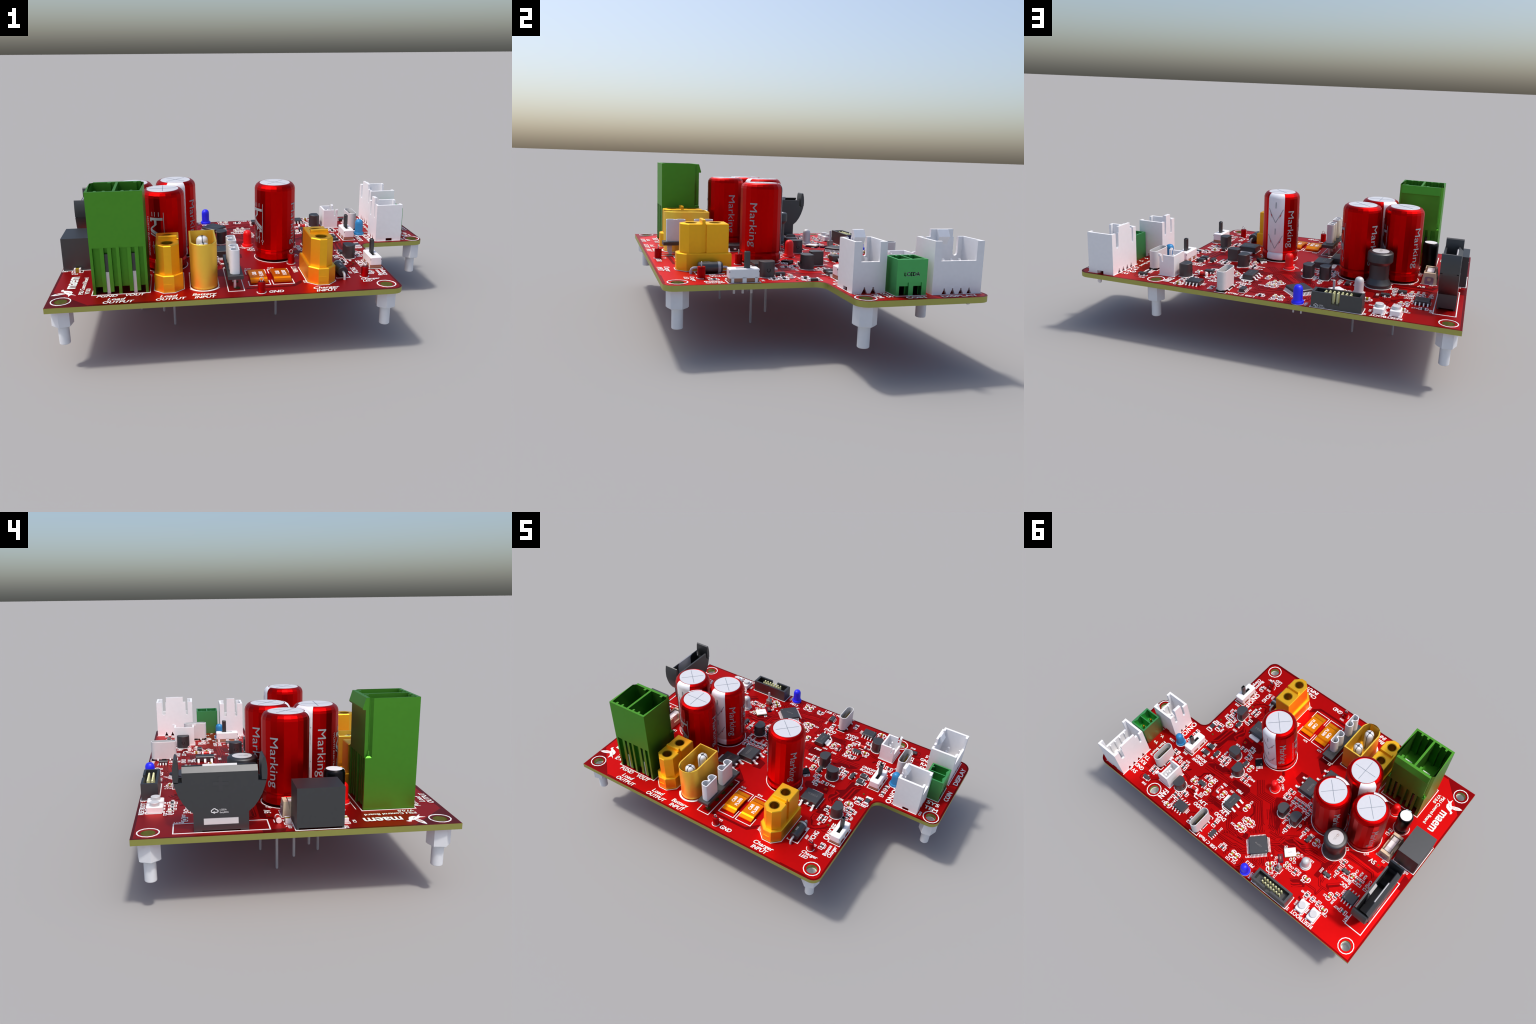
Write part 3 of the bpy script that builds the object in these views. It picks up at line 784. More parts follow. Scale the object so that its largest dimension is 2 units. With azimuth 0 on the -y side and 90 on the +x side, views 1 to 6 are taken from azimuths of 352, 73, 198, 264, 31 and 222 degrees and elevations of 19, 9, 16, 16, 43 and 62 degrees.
place("small_regulator", SOT6, (.072, .567, ZT), 90)
silk_local(.072, .567, 90, [(.0275, -.014), (.0275, .014)], .003)
silk_poly(ngon(.054, .596, .0042, 10))

SOIC = mesh_of("integrated_circuit", small_ic(.077, .061, .0225, .018, [(-1.5 + i) * .0198 for i in range(4)], [(-1.5 + i) * .0198 for i in range(4)], .0064, .004, .013, .0035))
for x, y in [(.345, .561), (-.797, .359)]:
    o = place("integrated_circuit", SOIC, (x, y, ZT), 0)
    d = Geo(); d.extrude(ngon(.027, .019, .003, 10), .0224, .0229)
    place("pin_one_mark", (d, ["marking_grey"], 0), parent=o)
    silk_local(x, y, 0, [(-.042, -.024), (-.042, .024)], .003)
    silk_local(x, y, 0, [(.042, -.024), (.042, .024)], .003)
    silk_poly(ngon(x + .046, y + .034, .0038, 10))

# tabbed regulator (three leads one side, wide tab on the other)
b = Geo()
b.box(-.0275, .0275, -.051, .051, .003, .030, 0, bevel=.003)
for y in (-.036, 0, .036):
    gull(b, .0115, .004, -.026, -.055, .017, 0, 1, y)
gull(b, .047, .004, .026, .056, .017, 0, 1, 0)
o = place("voltage_regulator", (b, ["chip_black", "solder_white"]), (.119, .339, ZT))
place("marking", (text_geo("SOT-223", .042, .0075, 0), ["marking_grey"], 0), (0, 0, .0305), 90, parent=o)
silk_local(.119, .339, 0, [(-.032, .057), (.026, .057), (.031, .050)], .0045)
silk_local(.119, .339, 0, [(-.032, .050), (-.032, .057)], .0045)

# block diodes beside the slide switch
g = Geo()
g.box(-.022, .022, -.0155, .0155, .001, .019, 0, bevel=.003)
for s in (-1, 1):
    a, c = sorted((s * .020, s * .0265)); g.box(a, c, -.0105, .0105, .0005, .009, 1, r=.002)
g.box(.0125, .0155, -.0126, .0126, .018, .0196, 2)
BLOCK = g.mesh("block_diode", ["chip_black", "solder_white", "silkscreen_ink"])
for x, y in [(.490, .186), (.491, .134)]:
    place("block_diode", BLOCK, (x, y, ZT), 0)
    silk_local(x, y, 0, [(.032, .014), (.032, -.014)], .005)
    silk_local(x, y, 0, [(-.022, -.0185), (.024, -.0185)], .003)

# flat packages turned by 45 degrees
b = Geo()
cut = [(-.055, -.049), (-.049, -.055), (.049, -.055), (.055, -.049), (.055, .049), (.049, .055), (-.049, .055), (-.055, .049)]
b.extrude(cut, .003, .026, 0, bevel=.003)
for k in range(4):
    q = Geo()
    for i in range(12):
        gull(q, .0040, .0018, .054, .0705, .014, 0, 1, (i - 5.5) * .0079)
    b.add(q, Matrix.Rotation(math.pi / 2 * k, 4, 'Z'))
o = place("microcontroller", (b, ["chip_black", "solder_white"]), (-.190, .452, ZT), 45)
d = Geo(); d.extrude(ngon(-.043, .043, .0042, 12), .0259, .0265)
place("pin_one_mark", (d, ["marking_grey"], 0), parent=o)
place("marking", (text_geo("LQFP48", .045, .008, 0), ["marking_grey"], 0), (0, 0, .0266), -45, parent=o)
silk_poly(ngon(-.289, .448, .0055, 12))
b = Geo()
b.box(-.0235, .0235, -.0235, .0235, .002, .017, 0, bevel=.002)
for k in (1, -1):
    q = Geo()
    for i in range(5):
        gull(q, .0045, .0016, .0225, .038, .009, 0, 1, (i - 2) * .0083)
    b.add(q, Matrix.Rotation(math.radians(k * 90), 4, 'Z'))
o = place("current_sense_chip", (b, ["gloss_black", "solder_white"]), (.171, .029, ZT), 45)
d = Geo(); d.extrude(ngon(-.012, .014, .0026, 10), .0169, .0174)
place("pin_one_mark", (d, ["silkscreen_ink"], 0), parent=o)
silk_poly(rrect(.146, .155, .072, .081, 0))

b = Geo()
b.box(-.0345, .0345, -.0275, .0275, .001, .0075, 2)
b.box(-.0345, .0345, -.0275, .0275, .0075, .0105, 1)
b.box(-.0335, .0335, -.0265, .0265, .0105, .0150, 0, bevel=.001)
o = place("crystal", (b, ["white_plastic", "crystal_gold", "deep_blue"]), (-.3625, .3655, ZT), 45)
place("marking", (text_geo("EasyEDA", .024, .005, 0), ["marking_grey"], 0), (0, 0, .0153), 180, parent=o)
b = Geo()
b.box(-.026, .026, -.0135, .0135, .001, .006, 1)
b.box(-.0235, .0235, -.0115, .0115, .006, .011, 0, bevel=.001)
o = place("crystal", (b, ["x1_brown", "deep_blue"]), (-.341, .428, ZT), 135)
place("marking", (text_geo("EDA", .018, .006, 0), ["led_white"], 0), (0, 0, .0112), 0, parent=o)

# half-round transistors
g = Geo()
R, D = .0372, .0215
a = math.degrees(math.acos(D / R))
g.extrude(arc(0, 0, R, a, 360 - a, 18), .0025, .0735, 0, bevel=.0012)
g.tube([(-.0365 + .0008 * math.cos(t * .524), .008 * math.sin(t * .524), .036 + .008 * math.cos(t * .524)) for t in range(12)], .0012, 5, 1, True)
HALF = g.mesh("half_round_transistor", ["chip_black", "dark_cavity"], 30)
for x, y, rot in [(.485, -.173, 180), (.325, .083, 90), (.236, .160, 0), (.449, .461, 0), (-.168, .190, 180), (-.262, .188, 180)]:
    place("half_round_transistor", HALF, (x, y, ZT), rot)
    silk_local(x, y, rot, arc(0, 0, .0415, 58, 302, 12), .0042, True)
    pins = Geo()
    for k in (-1, 0, 1):
        pins.box(-.004, .004, k * .0198 - .004, k * .0198 + .004, ZB - ZT - .018, ZB - ZT + .002, 0, bevel=-0.0)
    place("lead", (pins, ["lead_wire"]), (x, y, ZT), rot, kind="stuff")

# power transistors with gull leads and a soldered tab
b2 = Geo()
b2.box(-.047, .047, -.0525, .0525, .003, .039, 0, bevel=.003)
for y in (-.0375, .0375):
    gull(b2, .0125, .006, -.046, -.084, .021, 0, 1, y)
b2.box(-.062, -.046, -.006, .006, .013, .020, 1)
b2.box(.046, .074, -.0385, .0385, .0008, .009, 1, r=.008)
DPAK = b2.mesh("power_transistor", ["chip_black", "solder_white"])
for x, y, rot in [(.316, -.150, 90), (-.191, -.034, 180), (-.264, -.156, 180)]:
    o = place("power_transistor", DPAK, (x, y, ZT), rot)
    place("marking", (text_geo("TO252-2", .062, .0125, 0), ["marking_grey"], 0), (.006, 0, .0394), -90, parent=o)
    silk_local(x, y, rot, [(-.050, -.056), (.050, -.056)], .0036)
    silk_local(x, y, rot, [(-.050, .056), (.050, .056)], .0036)
    silk_local(x, y, rot, [(-.050, -.025), (-.050, .025)], .0036)

# ------------------------------------------------------------------ large electrolytic capacitors
CAN_H, CAN_R, SEG = 0.406, 0.1050, 22
def can_profile(r0=1.0):
    R = CAN_R * r0
    return [(R - .016, .0085), (R - .006, .0115), (R, .018), (R, .044), (R - .003, .050), (R - .006, .055), (R - .003, .060), (R, .066),
            (R, .376), (R - .003, .388), (R - .010, .398), (R - .018, .4035), (R - .024, .4045)]

def sector_shell(prof, a0, a1, n, lift):
    """part of a turned surface between two directions, lifted off it"""
    g = Geo()
    for i in range(n + 1):
        t = math.radians(a0 + (a1 - a0) * i / n)
        g.v += [((r + lift) * math.cos(t), (r + lift) * math.sin(t), z) for r, z in prof]
    k = len(prof)
    for i in range(n):
        for j in range(k - 1):
            g.face((i * k + j, (i + 1) * k + j, (i + 1) * k + j + 1, i * k + j + 1), 0)
    return g

def on_can(g2, mid, z_mid, R):
    """wrap flat lettering (x = reading direction, y = up of letters) round a can so that it reads downwards"""
    out = Geo()
    pts, faces = list(g2.v), list(g2.f)
    # split long edges so that the lettering follows the curve
    import bmesh
    bm = bmesh.new()
    vs = [bm.verts.new(p) for p in pts]
    for f in faces:
        try:
            bm.faces.new([vs[i] for i in f])
        except ValueError:
            pass
    for _ in range(3):
        long = [e for e in bm.edges if abs(e.verts[0].co.y - e.verts[1].co.y) > 0.007]
        if not long:
            break
        bmesh.ops.subdivide_edges(bm, edges=long, cuts=1)
    bmesh.ops.triangulate(bm, faces=bm.faces[:])
    bm.verts.index_update()
    for v in bm.verts:
        t, r = math.radians(mid) + v.co.y / R, R + v.co.z
        out.v.append((r * math.cos(t), r * math.sin(t), z_mid - v.co.x))
    for f in bm.faces:
        idx = [v.index for v in f.verts]
        a, b, c = (Vector(out.v[i]) for i in idx)
        nrm = (b - a).cross(c - a)
        mid_p = (a + b + c) / 3
        out.face(idx if nrm.x * mid_p.x + nrm.y * mid_p.y > 0 else idx[::-1], 0)
    bm.free()
    return out

g = Geo()
prof = can_profile()
g.lathe([(0, .0085)] + prof + [(.079, .4035), (.077, .400)], SEG, 0, a0=math.radians(4))
SLEEVE = g.mesh("electrolytic_capacitor", ["sleeve_red"], 12)
g = Geo()
g.lathe([(.0782, .398), (.0782, .4045), (.077, .4055), (0, .4055)], 32, 0)
CANTOP = g.mesh("vent_top", ["can_top"], 30)
g = Geo()
for k in (0, 1):
    q = Geo(); q.box(-.066, .066, -.0011, .0011, .4050, .4060 + k * .0002)
    g.add(q, Matrix.Rotation(math.radians(90 * k + 45), 4, 'Z'))
SCORE = g.mesh("vent_score", ["score_line"], 0)
STRIPE = sector_shell(prof[1:], 63, 117, 14, .0011).mesh("polarity_stripe", ["sleeve_white"], 40)

# stripe printing: two grey darts with a dash between
pr = Geo()
Rp = CAN_R + .0018
for z0 in (.0, -.155):
    for pts in ([(-.003, .358), (.003, .358), (.003, .322), (-.003, .322)],):
        pr.extrude([(x, z + z0) for x, z in pts], 0, .0003, 0)
    for s in (-1, 1):
        pr.strip([(s * .044, .318 + z0), (0, .238 + z0)], .0042, 0, .0003, 0)
arr = Geo()
for z0 in (.0, -.155):
    for s in (-1, 1):
        arr.extrude([(s * .040, .308 + z0), (s * .022, .262 + z0), (s * .026, .283 + z0), (s * .031, .280 + z0)], 0, .0003, 0)

def wrap_flat(g2, mid, R):
    """wrap a flat drawing (x along the circumference, y upwards) round a can"""
    q = Geo()
    q.v = [(-z, x, h) for x, z, h in g2.v]
    q.f, q.m = g2.f, g2.m
    return on_can(q, mid, 0.0, R)

DASH = wrap_flat(pr, 90, Rp).mesh("stripe_print", ["sleeve_grey_ink"], 0)
DART = wrap_flat(arr, 90, Rp).mesh("stripe_dart", ["sleeve_red"], 0)

# side printing: the word twice, the maker's name, and a badge with circuit lines
Rt = CAN_R + .0009
word = Geo()
word.add(on_can(text_geo("Marking", .218, .0385, .0), 141, .198, Rt))
word.add(on_can(text_geo("Marking", .218, .0385, .0), -36, .198, Rt))
word.add(on_can(text_geo("W\u00dcRTH ELEKTRONIK", .205, .0105, .0, .2), 178, .182, Rt))
badge = Geo()
def blk(pts):
    badge.extrude(pts, 0, .0003, 0)
# coordinates: x along the can circumference, y up the can
blk([(-.034, .281), (-.034, .262), (-.026, .262), (-.026, .268), (-.012, .268), (-.012, .246), (-.030, .232), (-.030, .222), (.0, .246), (.0, .268), (.031, .268), (.031, .281)])
blk([(-.034, .228), (.031, .190), (.031, .172), (-.030, .208), (-.034, .214)])
blk([(-.034, .204), (.031, .168), (.031, .158), (.016, .158), (.016, .170), (.002, .176), (.002, .166), (-.008, .166), (-.008, .184), (-.034, .196)])
for i, (x, z) in enumerate([(-.022, .135), (-.008, .118), (.012, .128)]):
    badge.strip([(x, .160), (x, z + .006)], .0026, 0, .0003)
    badge.strip([(x, z - .006), (x, .096)], .0026, 0, .0003)
    badge.strip(ngon(x, z, .0055, 10), .0024, 0, .0003, 0, True)
for x in (-.022, -.008, .012):
    badge.strip([(x, .288), (x, .310)], .0026, 0, .0003)
badge.strip([(.036, .308), (.036, .117)], .0026, 0, .0003)
badge.strip(ngon(.036, .111, .0058, 10), .0024, 0, .0003, 0, True)
badge.strip([(.036, .105), (.036, .092)], .0026, 0, .0003)
word.add(wrap_flat(badge, -155, Rt + .0002))
WORD = word.mesh("sleeve_lettering", ["sleeve_grey_ink"], 0)
pins = Geo()
for s, zl in ((1, .055), (-1, 0.0)):
    pins.lathe([(0, zl - ZT), (.0045, zl - ZT), (.0062, zl - ZT + .004), (.0062, .012), (0, .012)], 10, 0, 0, s * .039)
CANPIN = pins.mesh("lead", ["lead_wire"], 30)
for x, y, rot in [(.101, -.099, 0), (-.410, .053, 180), (-.631, .002, 180), (-.474, -.159, 45)]:
    o = place("electrolytic_capacitor", SLEEVE, (x, y, ZT), rot)
    for nm, me in (("vent_top", CANTOP), ("polarity_stripe", STRIPE), ("stripe_print", DASH), ("stripe_dart", DART), ("sleeve_lettering", WORD), ("lead", CANPIN)):
        place(nm, me, parent=o)
    place("vent_score", SCORE, parent=o)
    silk(ngon(x, y, .1085, 24), .0042, True)

# ------------------------------------------------------------------ tall green pluggable header
H = 0.476
g = Geo()
X0, X1, Y0, Y1 = -.124, .124, -.111, .111        # local frame, centre (-0.678, -0.414)
zt, zs = H, .226                                  # top, top of the open ribbed foot
body = [(X0, Y0), (X1, Y0), (X1, Y1 - .028), (X1 - .015, Y1 - .015), (X1 - .015, Y1), (X0 + .015, Y1), (X0 + .015, Y1 - .015), (X0, Y1 - .028)]
def bay(x0, x1):
    """one plug bay: ribs on the front wall, a keying rib on the back wall"""
    y0, y1 = Y0 + .012, Y1 - .016
    w = x1 - x0
    ribs = []
    pts = [(x0, y1), (x0, y0)]
    for k in (.30, .66):
        a, b = x0 + w * (k - .07), x0 + w * (k + .07)
        pts += [(a, y0), (a + .003, y0 + .014), (b - .003, y0 + .014), (b, y0)]
    pts += [(x1, y0), (x1, y1)]
    a, b = x0 + w * .66, x0 + w * .80
    pts += [(b, y1), (b, y1 - .016), (a, y1 - .016), (a, y1)]
    return pts
bays = [bay(X0 + .012, -.006), bay(.006, X1 - .012)]
g.extrude(body, zs, zt, 0, holes=bays, bottom=False)
for bx in bays:                                   # bay floors
    x0, x1 = min(p[0] for p in bx), max(p[0] for p in bx)
    g.box(x0 - .002, x1 + .002, Y0 + .008, Y1 - .012, zs + .0005, zs + .03)
g.box(X0 + .001, X1 - .001, Y0 + .001, Y1 - .001, zs - .004, zs + .0004)
# latch lip on the back and the corner fillings below the dents
g.extrude([(Y1 - .002, zt), (Y1, zt - .0005), (Y1 + .013, zt - .044), (Y1 + .012, zt - .050), (Y1 - .002, zt - .050)], X0 + .0152, X1 - .0152, 0, axis='x')
for s in (-1, 1):
    g.extrude([(s * X1, Y1 - .034), (s * X1, Y1), (s * (X1 - .018), Y1), (s * (X1 - .018), Y1 - .034)], .0, zs + .0005, 0)
    g.extrude([(s * (X1 - .0005), Y1 - .030), (s * (X1 - .0005), Y1 - .0005), (s * (X1 - .016), Y1 - .0005), (s * (X1 - .016), Y1 - .030)], zs, zs + .012, 0, bevel=.010)
# ribbed foot: solid side cheeks, recessed front and back walls, upright ribs
for s in (-1, 1):
    a, b = sorted((s * X1, s * (X1 - .012)))
    g.box(a, b, Y0, Y1 - .034, .0, zs)
g.box(X0 + .012, X1 - .012, Y0 + .024, Y0 + .032, .030, zs)
g.box(X0 + .012, X1 - .012, Y1 - .036, Y1 - .028, .030, zs)
pin_x = [-.0545, .0655]
for px in pin_x:
    for sx in (-1, 1):
        g.box(px + sx * .0165 - .0085, px + sx * .0165 + .0085, Y0 + .002, Y0 + .0245, .012, zs - (.0 if sx else 0))
        g.box(px + sx * .0165 - .0085, px + sx * .0165 + .0085, Y1 - .0285, Y1 - .004, .012, zs)
g.box(-.008, .006, Y0, Y0 + .0245, .0, zs)
g.box(-.008, .006, Y1 - .0285, Y1, .0, zs)
GREEN = place("terminal_header", (g, ["green_plastic"], 25), (-.678, -.414, ZT))
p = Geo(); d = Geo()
for px in pin_x:
    p.box(px - .0075, px + .0075, Y0 + .010, Y0 + .0235, -.012, .105, 0)
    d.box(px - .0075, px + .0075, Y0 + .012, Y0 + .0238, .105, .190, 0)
    p.box(px - .024, px + .020, Y0 + .135, Y0 + .145, .25, .36, 0)
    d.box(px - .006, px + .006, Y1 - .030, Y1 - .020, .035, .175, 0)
place("contact_blade", (p, ["nickel"]), parent=GREEN)
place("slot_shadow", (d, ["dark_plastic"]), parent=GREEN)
silk([(-.809, -.530), (-.547, -.530), (-.547, -.296), (-.809, -.296)], .0042, True)
silk([(-.560, -.275), (-.790, -.275)], .003)

# ------------------------------------------------------------------ two-pole bullet connectors, socket side
def oct_front(x0, x1, y0, y1, c):
    return [(x0, y0 + c), (x0 + c, y0), (x1 - c, y0), (x1, y0 + c), (x1, y1), (x0, y1)]
g = Geo()
# local frame: centre of the two sockets; front is -y
lower = oct_front(-.0645, .0665, -.127, .126, .041)
upper = oct_front(-.0525, .0535, -.1095, .113, .036)
g.extrude(lower, .001, .083, 0, bevel=.004)
hl = [list(reversed(ngon(0, y, .030, 24))) for y in (-.057, .057)]
up = [upper[0], upper[1], upper[2], upper[3], (.0535, -.016), (.043, -.016), (.043, .008), (.0535, .008), upper[4], upper[5]]
g.extrude(up, .080, .2195, 0, holes=hl, bevel=.0035)
g.box(-.040, .046, -.011, .004, .216, .238, 0, bevel=.002)
g.box(-.022, .014, -.1285, -.126, .038, .0415, 0)
SOCKET = g.mesh("bullet_socket", ["amber_plastic"], 25)
b = Geo()
for y in (-.057, .057):
    b.lathe([(0, .12), (.0285, .12), (.0285, .2185), (.0255, .2185), (.0255, .125), (0, .125)], 24, 0, 0, y)
BRASS = b.mesh("contact_sleeve", ["contact_gold"], 30)
for x, y in [(.260, -.425), (-.461, -.420)]:
    o = place("bullet_socket", SOCKET, (x, y, ZT))
    place("contact_sleeve", BRASS, parent=o)
    silk([(x + p[0] * 1.06, y + p[1] * 1.035) for p in lower], .0036, True)

# pin side: D-shaped pale shroud with two split pins
def dshape(w, y0, y1, n=14):
    return arc(0, y0 + w * .92, w, 180, 360, n)[0:] + [(w, y1), (-w, y1)]
def flat_d(w, y0, y1, n=14):
    return [(w * math.cos(math.radians(180 + 180 * i / n)), y0 + w * .98 + w * .98 * math.sin(math.radians(180 + 180 * i / n))) for i in range(n + 1)] + [(w, y1), (-w, y1)]
outer = flat_d(.0625, -.121, .122)
inner = [(-.0545, -.070), (-.030, -.112), (.030, -.112), (.0545, -.070), (.0545, .114), (-.0545, .114)]
g = Geo()
g.extrude(outer, .010, .222, 0, holes=[list(reversed(inner))], bevel=.0015)
g.extrude(outer, .002, .0099, 0, bevel=-.0) if False else g.extrude(inset(outer, .003), .0005, .0102, 0)
g.extrude(inset(inner, -.001), .012, .030, 0)
o = place("bullet_plug", (g, ["pale_amber_plastic"], 30), (-.2955, -.423, ZT))
p = Geo(); sl = Geo()
for y in (-.058, .058):
    p.lathe([(0, .028), (.0235, .028), (.0235, .060), (.029, .110), (.029, .190), (.0265, .201), (.020, .208), (.010, .211), (0, .211)], 24, 0, 0, y)
    for k in (0, 1):
        q = Geo()
        prof = [(-.0293, .06), (-.0293, .190), (-.0267, .2015), (-.0203, .2085), (-.0103, .2115), (.0103, .2115), (.0203, .2085), (.0267, .2015), (.0293, .190), (.0293, .06)]
        q.extrude(prof, -.0019, .0019, 0, axis='y')
        sl.add(q, rotz(90 * k + 0, (0, y, 0)))
    sl.lathe([(.0085, .2112), (.0085, .2126), (0, .2126)], 4, 0, 0, y, math.pi / 4)
place("split_pin", (p, ["nylon_white"], 40), parent=o)
place("pin_slit", (sl, ["dark_plastic"], 30), parent=o)
silk([(-.2955 + p_[0] * 1.07, -.423 + p_[1] * 1.05) for p_ in outer], .005, True)
silk(arc(-.2955, -.480, .073, 205, 335, 12), .010)

# ------------------------------------------------------------------ raised fuse carrier with two clips
g = Geo()
g.box(-.036, .036, -.159, .159, .0545, .0735, 0, bevel=.0015)
FUSE = place("fuse_carrier", (g, ["dark_plastic"]), (-.1545, -.406, ZT))
def clip_outline(off):
    """double-lobed clip: flat back at +x, two round lobes at -x"""
    w, L = .0225 - off, .0515 - off
    lob = .0245
    pts = [(w, -L + .008), (w, L - .008)] + arc(w - .008, L - .008, .008, 0, 90, 3)
    pts += [(-w * .10, L)] + arc(-w * .05, L - lob, lob, 90, 250, 8)[1:]
    pts += [(-.002, .0022 if not off else .0045), (-.002, -.0022 if not off else -.0045)]
    pts += arc(-w * .05, -L + lob, lob, 110, 270, 8)
    return pts
def clean(pts):
    out = []
    for p in pts:
        if not out or (Vector(p) - Vector(out[-1])).length > .0008:
            out.append(p)
    return out
def lobe(cy, s):
    return arc(-.001, cy, .0225, 90 * 1, 270, 9)
o_ = clean([(.0215, -.043), (.0215, .043), (.0185, .0485), (.013, .0505)] + arc(-.001, .0275, .0230, 90, 262, 10) + arc(-.001, -.0275, .0230, 98, 270, 10) + [(.013, -.0505), (.0185, -.0485)])
i_ = clean([(.0165, -.041), (.0165, .041), (.0150, .0445), (.011, .0460)] + arc(-.001, .0275, .0182, 90, 270, 10) + [(.006, .0075), (.006, -.0075)] + arc(-.001, -.0275, .0182, 90, 270, 10) + [(.011, -.0460), (.0150, -.0445)])
g = Geo()
g.extrude(o_, .074, .190, 0, holes=[list(reversed(i_))])
g.extrude(inset(i_, -.001), .075, .080, 0)
g.strip([(.0222, -.022), (.0222, -.012)], .0008, .10, .1005)
CLIP = g.mesh("fuse_clip", ["nylon_white"], 30)
for y in (-.091, .058):
    place("fuse_clip", CLIP, (.0, y, 0), parent=FUSE)
g = Geo()
for y in (-.122, -.044, .024, .102):
    g.extrude([(y - .013, .0546), (y - .013, .022), (y - .002, .001), (y + .011, .0008), (y + .013, .0546)], -.007, .003, 0, axis='x')
place("clip_leg", (g, ["nylon_white"]), parent=FUSE)
for i, y in enumerate((-.530, -.448, -.384, -.303)):
    g = Geo(); g.extrude(ngon(0, 0, .0145, 14), .0, .0016)
    place("solder_pad", (g, ["via_olive"], 0), (-.146, y, ZT), parent=BOARD, kind=None)
silk([(-.190, -.574), (-.116, -.574), (-.116, -.260), (-.190, -.260)], .0042, True)

# ------------------------------------------------------------------ orange strip fuses
g = Geo()
prof = [(-.083, .003), (-.055, .003), (-.045, .010), (.045, .010), (.055, .003), (.083, .003), (.083, .0125), (.060, .0145), (.050, .020), (-.050, .020), (-.060, .0145), (-.083, .0125)]
g.extrude(prof, -.041, .041, 0, axis='x')
LINK = g.mesh("strip_fuse", ["fuse_orange"], 20)
t = Geo()
t.add(text_geo("C&B", .046, .019, .0018), rotz(90, (-.015, .006, .0206)))
t.add(text_geo("FL500", .062, .019, .0018), rotz(90, (.017, .0, .0206)))
LINKT = t.mesh("marking", ["silkscreen_ink"], 0)
for x in (-.035, .079):
    o = place("strip_fuse", LINK, (x, -.410, ZT))
    place("marking", LINKT, parent=o)
    for s in (-1, 1):
        silk([(x - .050, -.410 + s * .045), (x - .050, -.410 + s * .105), (x + .050, -.410 + s * .105), (x + .050, -.410 + s * .045)], .0042)

# ------------------------------------------------------------------ test points: red bead with a wire loop
g = Geo()
g.lathe([(0, .0015), (.017, .0015), (.0182, .004), (.0182, .050), (.0168, .0525), (0, .0525)], 20, 0)
BEAD = g.mesh("test_point", ["red_plastic"], 35)
g = Geo()
loop = [(.0082 * math.sin(t), 0, .0655 + .0085 * -math.cos(t)) for t in [math.radians(a) for a in range(25, 340, 15)]]
g.tube([(.0035, 0, .050)] + loop + [(-.0035, 0, .050)], .0017, 6)
LOOP = g.mesh("wire_loop", ["lead_wire"], 50)
g = Geo(); g.box(-.012, .012, -.0035, .0035, .0522, .0532)
SLOT = g.mesh("bead_slot", ["dark_cavity"], 0)
for x, y in [(.486, -.470), (-.041, -.601), (.167, -.226)]:
    o = place("test_point", BEAD, (x, y, ZT))
    place("wire_loop", LOOP, parent=o)
    place("bead_slot", SLOT, parent=o)
    silk(arc(x, y, .0215, -200, 20, 10), .0034)

# ------------------------------------------------------------------ axial diode with bent leads
g = Geo()
g.lathe([(0, -.056), (.022, -.056), (.0265, -.052), (.0265, .034), (.0268, .034), (.0268, .046), (.0265, .046), (.0265, .052), (.022, .056), (0, .056)], 24, 0, mats=[0, 0, 0, 1, 1, 1, 0, 0, 0])
g.v = [(x, z, -y + .0275) for x, y, z in g.v]
o = place("axial_diode", (g, ["dark_plastic", "sleeve_grey_ink"], 30), (.378, -.411, ZT))
g = Geo()
for s in (-1, 1):
    g.tube([(0, s * .050, .0275), (0, s * .068, .0275), (0, s * .078, .0262), (0, s * .085, .0215), (0, s * .088, .014), (0, s * .088, -.035)], .0062, 10)
place("lead", (g, ["lead_wire"], 50), parent=o)
place("marking", (text_geo("DIODE", .026, .009, 0), ["silkscreen_ink"], 0), (-.003, -.015, .0548), 90, parent=o)
silk([(.345, -.470), (.345, -.478), (.411, -.478), (.411, -.350), (.400, -.350)], .004)
silk([(.405, -.376), (.405, -.352)], .012)

# ------------------------------------------------------------------ LEDs
def led(col):
    g = Geo()
    g.lathe([(0, .001), (.0308, .001), (.0308, .0135), (.0292, .0155), (.0242, .0158), (.0236, .018), (.0236, .069), (.0228, .0765), (.0204, .0835), (.0166, .0890), (.0115, .0922), (.0058, .0938), (0, .0942)], 24, 0)
    return g.mesh("led", [col], 40)
pin = Geo()
for s in (-1, 1):
    pin.box(s * .0195 - .0035, s * .0195 + .0035, -.0035, .0035, -.050, .002)
LEDPIN = pin.mesh("lead", ["lead_wire"], 30)
for x, y, c in [(-.022, .101, "led_red"), (-.687, -.243, "led_red"), (-.231, .617, "led_blue"), (-.478, .366, "led_white"), (.667, .232, "led_cyan")]:
    o = place("led", led(c), (x, y, ZT))
    place("lead", LEDPIN, parent=o)
    silk(arc(x, y, .0325 if y < .6 else .030, 20, 340, 16), .0036)
g = Geo()
g.box(-.0155, .0155, -.0155, .0155, .001, .0385, 0, bevel=.002, r=.003)
o = place("single_pin_header", (g, ["marking_grey"]), (-.375, .484, ZT))
g = Geo(); g.box(-.005, .005, -.005, .005, .036, .099, 0, bevel=.003)
place("pin", (g, ["lead_wire"]), parent=o)
silk([(-.395, .470), (-.395, .505), (-.355, .505)], .0036)

